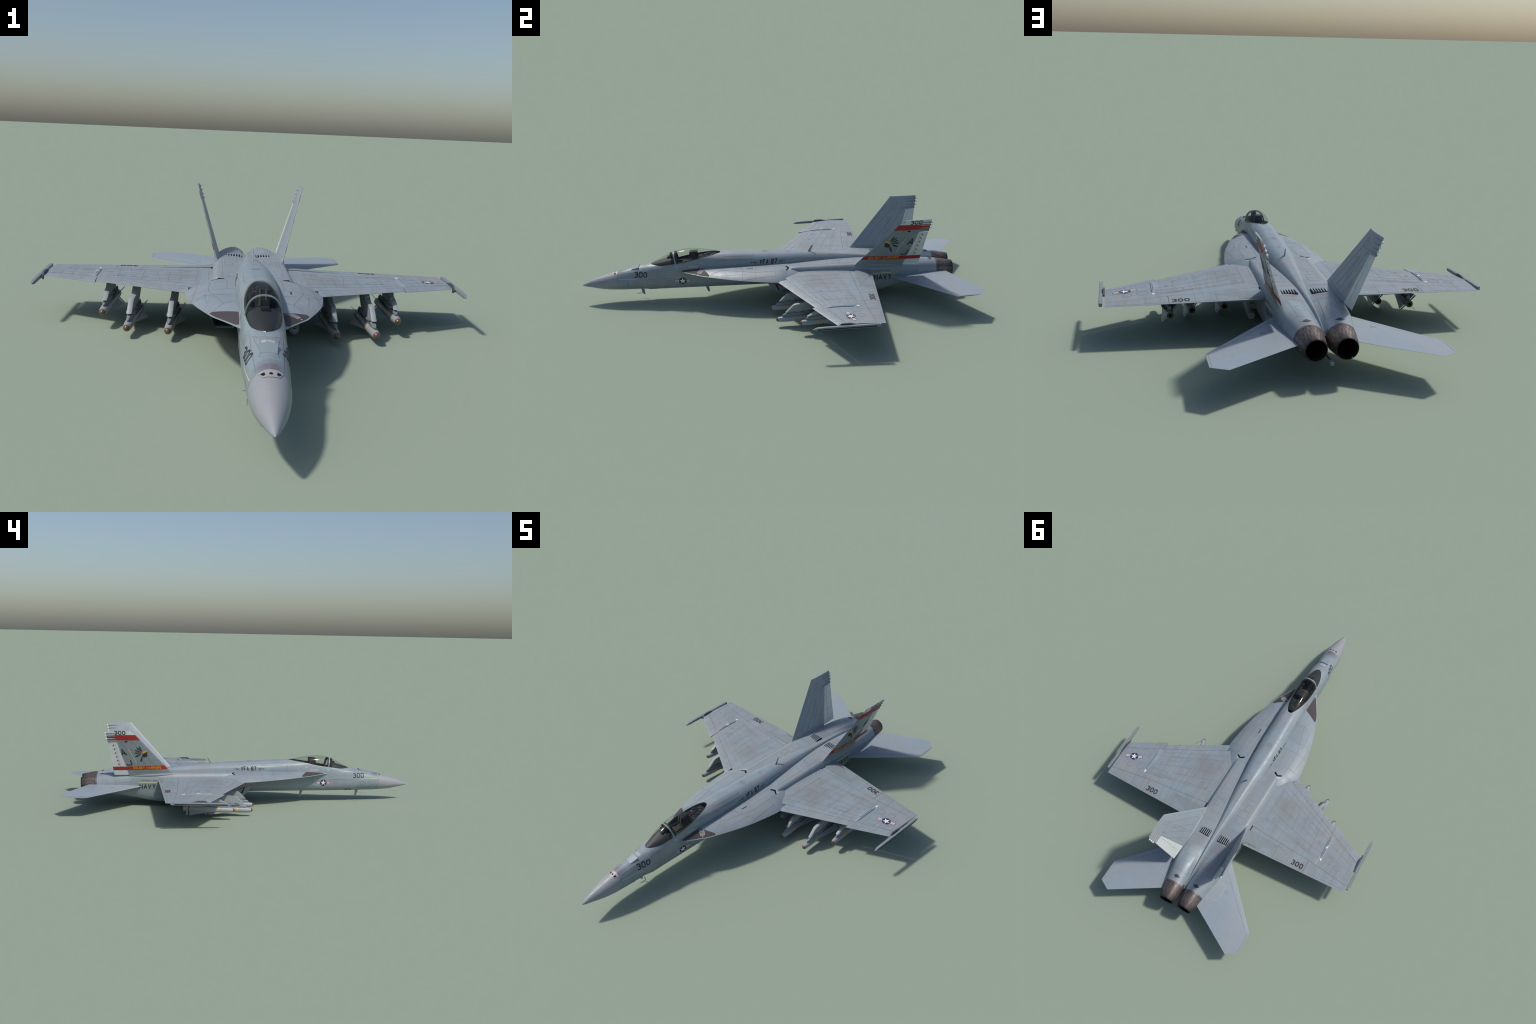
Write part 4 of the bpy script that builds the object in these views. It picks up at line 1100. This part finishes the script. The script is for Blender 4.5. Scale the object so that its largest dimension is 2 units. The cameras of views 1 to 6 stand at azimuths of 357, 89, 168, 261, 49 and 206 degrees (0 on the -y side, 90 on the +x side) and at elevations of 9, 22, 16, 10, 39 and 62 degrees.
# --- fin markings (outer faces)
for sx in (1, -1):
    fin, rud = FINS[0 if sx > 0 else 1]
    def fs(e, g=.02): return side_skin(sx, B_fin, e, g)
    def le(z): return fin_frame(z)[1] + .0012
    def te(z): return fin_frame(z)[2] - .0006
    S = fs(.0004); S.poly([(sx * (le(.4115) + .001), .4115), (sx * te(.4115), .4115), (sx * te(.4358), .4358), (sx * (le(.4358) + .001), .4358)]); S.build("fin_cap_paint", M_white, fin, False)
    S = fs(.0007, .006); S.poly([(sx * le(.3815), .3815), (sx * te(.3815), .3815), (sx * te(.4105), .4105), (sx * le(.4105), .4105)])
    S.poly([(sx * (le(.2095) + .006), .2140), (sx * te(.2080), .2080), (sx * te(.2280), .2280), (sx * le(.2340), .2345)]); S.build("fin_band", M_red, fin, False)
    S = fs(.0009); S.text("GOLDEN WARRIORS", (sx * .543, .2225), .152, .0145, .0024, .20, 0); S.build("squadron_name", M_gold, fin, False)
    S = fs(.0008); S.text("300", (sx * .690, .4235), .0600, .0215, .0046, .18, .10 * (1 if sx > 0 else -1)); S.build("number_marking", M_black, fin, False)
    S = fs(.0008)
    lean_ = sx * .32
    S.text("A", (sx * .6730, .3130), .030, .040, .0068, .3, lean_); S.text("J", (sx * .6440, .2530), .034, .034, .0052, .3, lean_); S.build("wing_code", M_black, fin, False)
    S = fs(.0008)
    for k in range(6):
        t = k / 5; S.star((sx * (.7255 + (.697 - .7255) * t), .3525 + (.2430 - .3525) * t), .0066)
    S.build("star_marking", M_red, rud, False)
    S = fs(.0006); S.line([(sx * .646, .331), (sx * .600, .247)], .0028); S.build("formation_light_strip", M_strip, fin, False)
    # plain stand-in emblem: fan of feathers on a gold band over a dark blob
    S = fs(.0007); cc = (.5640, .3080)
    for k, a in enumerate((58, 40, 20, 0, -26, -74)):
        a = math.radians(a); L = (.046, .049, .050, .050, .050, .054)[k]; w = .0070 if k < 4 else .0095
        for f0, ww in (((.30, .62, .86, 1.0), w),):
            pts = [(.26, .25), (.55, .8), (.78, 1), (.92, .7), (1.0, 0), (.92, -.7), (.78, -1), (.55, -.8), (.26, -.25)]
            S.poly([(sx * (cc[0] + L * t * math.cos(a) - v * ww / 2 * math.sin(a)), cc[1] + L * t * math.sin(a) + v * ww / 2 * math.cos(a)) for t, v in pts])
    S.poly([(sx * q[0], q[1]) for q in ((.5430, .3130), (.5560, .3100), (.5690, .3030), (.5690, .2900), (.5610, .2820), (.5540, .2860), (.5480, .2840), (.5460, .2910), (.5400, .2930), (.5440, .3010))])
    S.build("emblem_feather", M_black, fin)
    S = fs(.0010); S.poly([(sx * q[0], q[1]) for q in ((.5420, .3170), (.5480, .3240), (.5740, .3110), (.5700, .3020))]); S.build("emblem_band", M_gold, fin, False)
    S = fs(.0013); S.disc((sx * .5690, .3075), .0026, 10); S.disc((sx * .652, .394), .0062, 14); S.build("emblem_spot", plain("bright_red", srgb(176, 20, 26), .35) if sx > 0 else bpy.data.materials["bright_red"], fin, False)
    S = fs(.0009); S.poly([(sx * .648, .3775), (sx * .662, .3775), (sx * .667, .371), (sx * .652, .371)]); S.build("cooling_vent", M_gap, fin, False)
    # joints, both faces
    for face in (1, -1):
        S = Skin((0, 0, 0), (0, sx * face, 0), (0, 0, 1), B_fin, .0004, .04)
        if face < 0: S = Skin((sx * .155, 0, 0), (0, -sx, 0), (0, 0, 1), B_fin, .0004, .04, .12)
        k = sx * face
        for pts in ([(.470, .205), (.640, .385)], [(.520, .205), (.640, .340)], [(.560, .200), (.690, .372)], [(.600, .195), (.695, .330)], [(.43, .2), (.60, .385)], [(.42, .200), (.64, .194)], [(.44, .2), (.445, .18)],
                    [(.655, .374), (.71, .374)], [(.715, .360), (.69, .24), (.68, .2)], [(.68, .366), (.70, .366)]):
            S.line([(k * a, b) for a, b in pts], .0009)
        if face < 0:
            S.line([(k * a, b) for a, b in ((.585, .250), (.600, .250), (.628, .335), (.613, .335))], .0010, True)
            S.line([(k * a, b) for a, b in ((.632, .376), (.652, .376), (.654, .390), (.634, .390))], .0010, True)
            S.ring((k * .655, .404), .0095, .007, .0010, 0, 18, 3)
            S.line([(k * a, b) for a, b in ((.628, .205), (.652, .26))], .001); S.line([(k * a, b) for a, b in ((.632, .236), (.645, .236))], .001)
        S.build("panel_joint", M_line, fin)
    S = fs(.0003); S.line([(sx * hinge(z), z) for z in (.182, .25, .31, .367)], .0014); S.build("panel_joint", M_gap, fin)
    # red leading edge glimpse where the bands wrap round
bpy.context.view_layer.update()
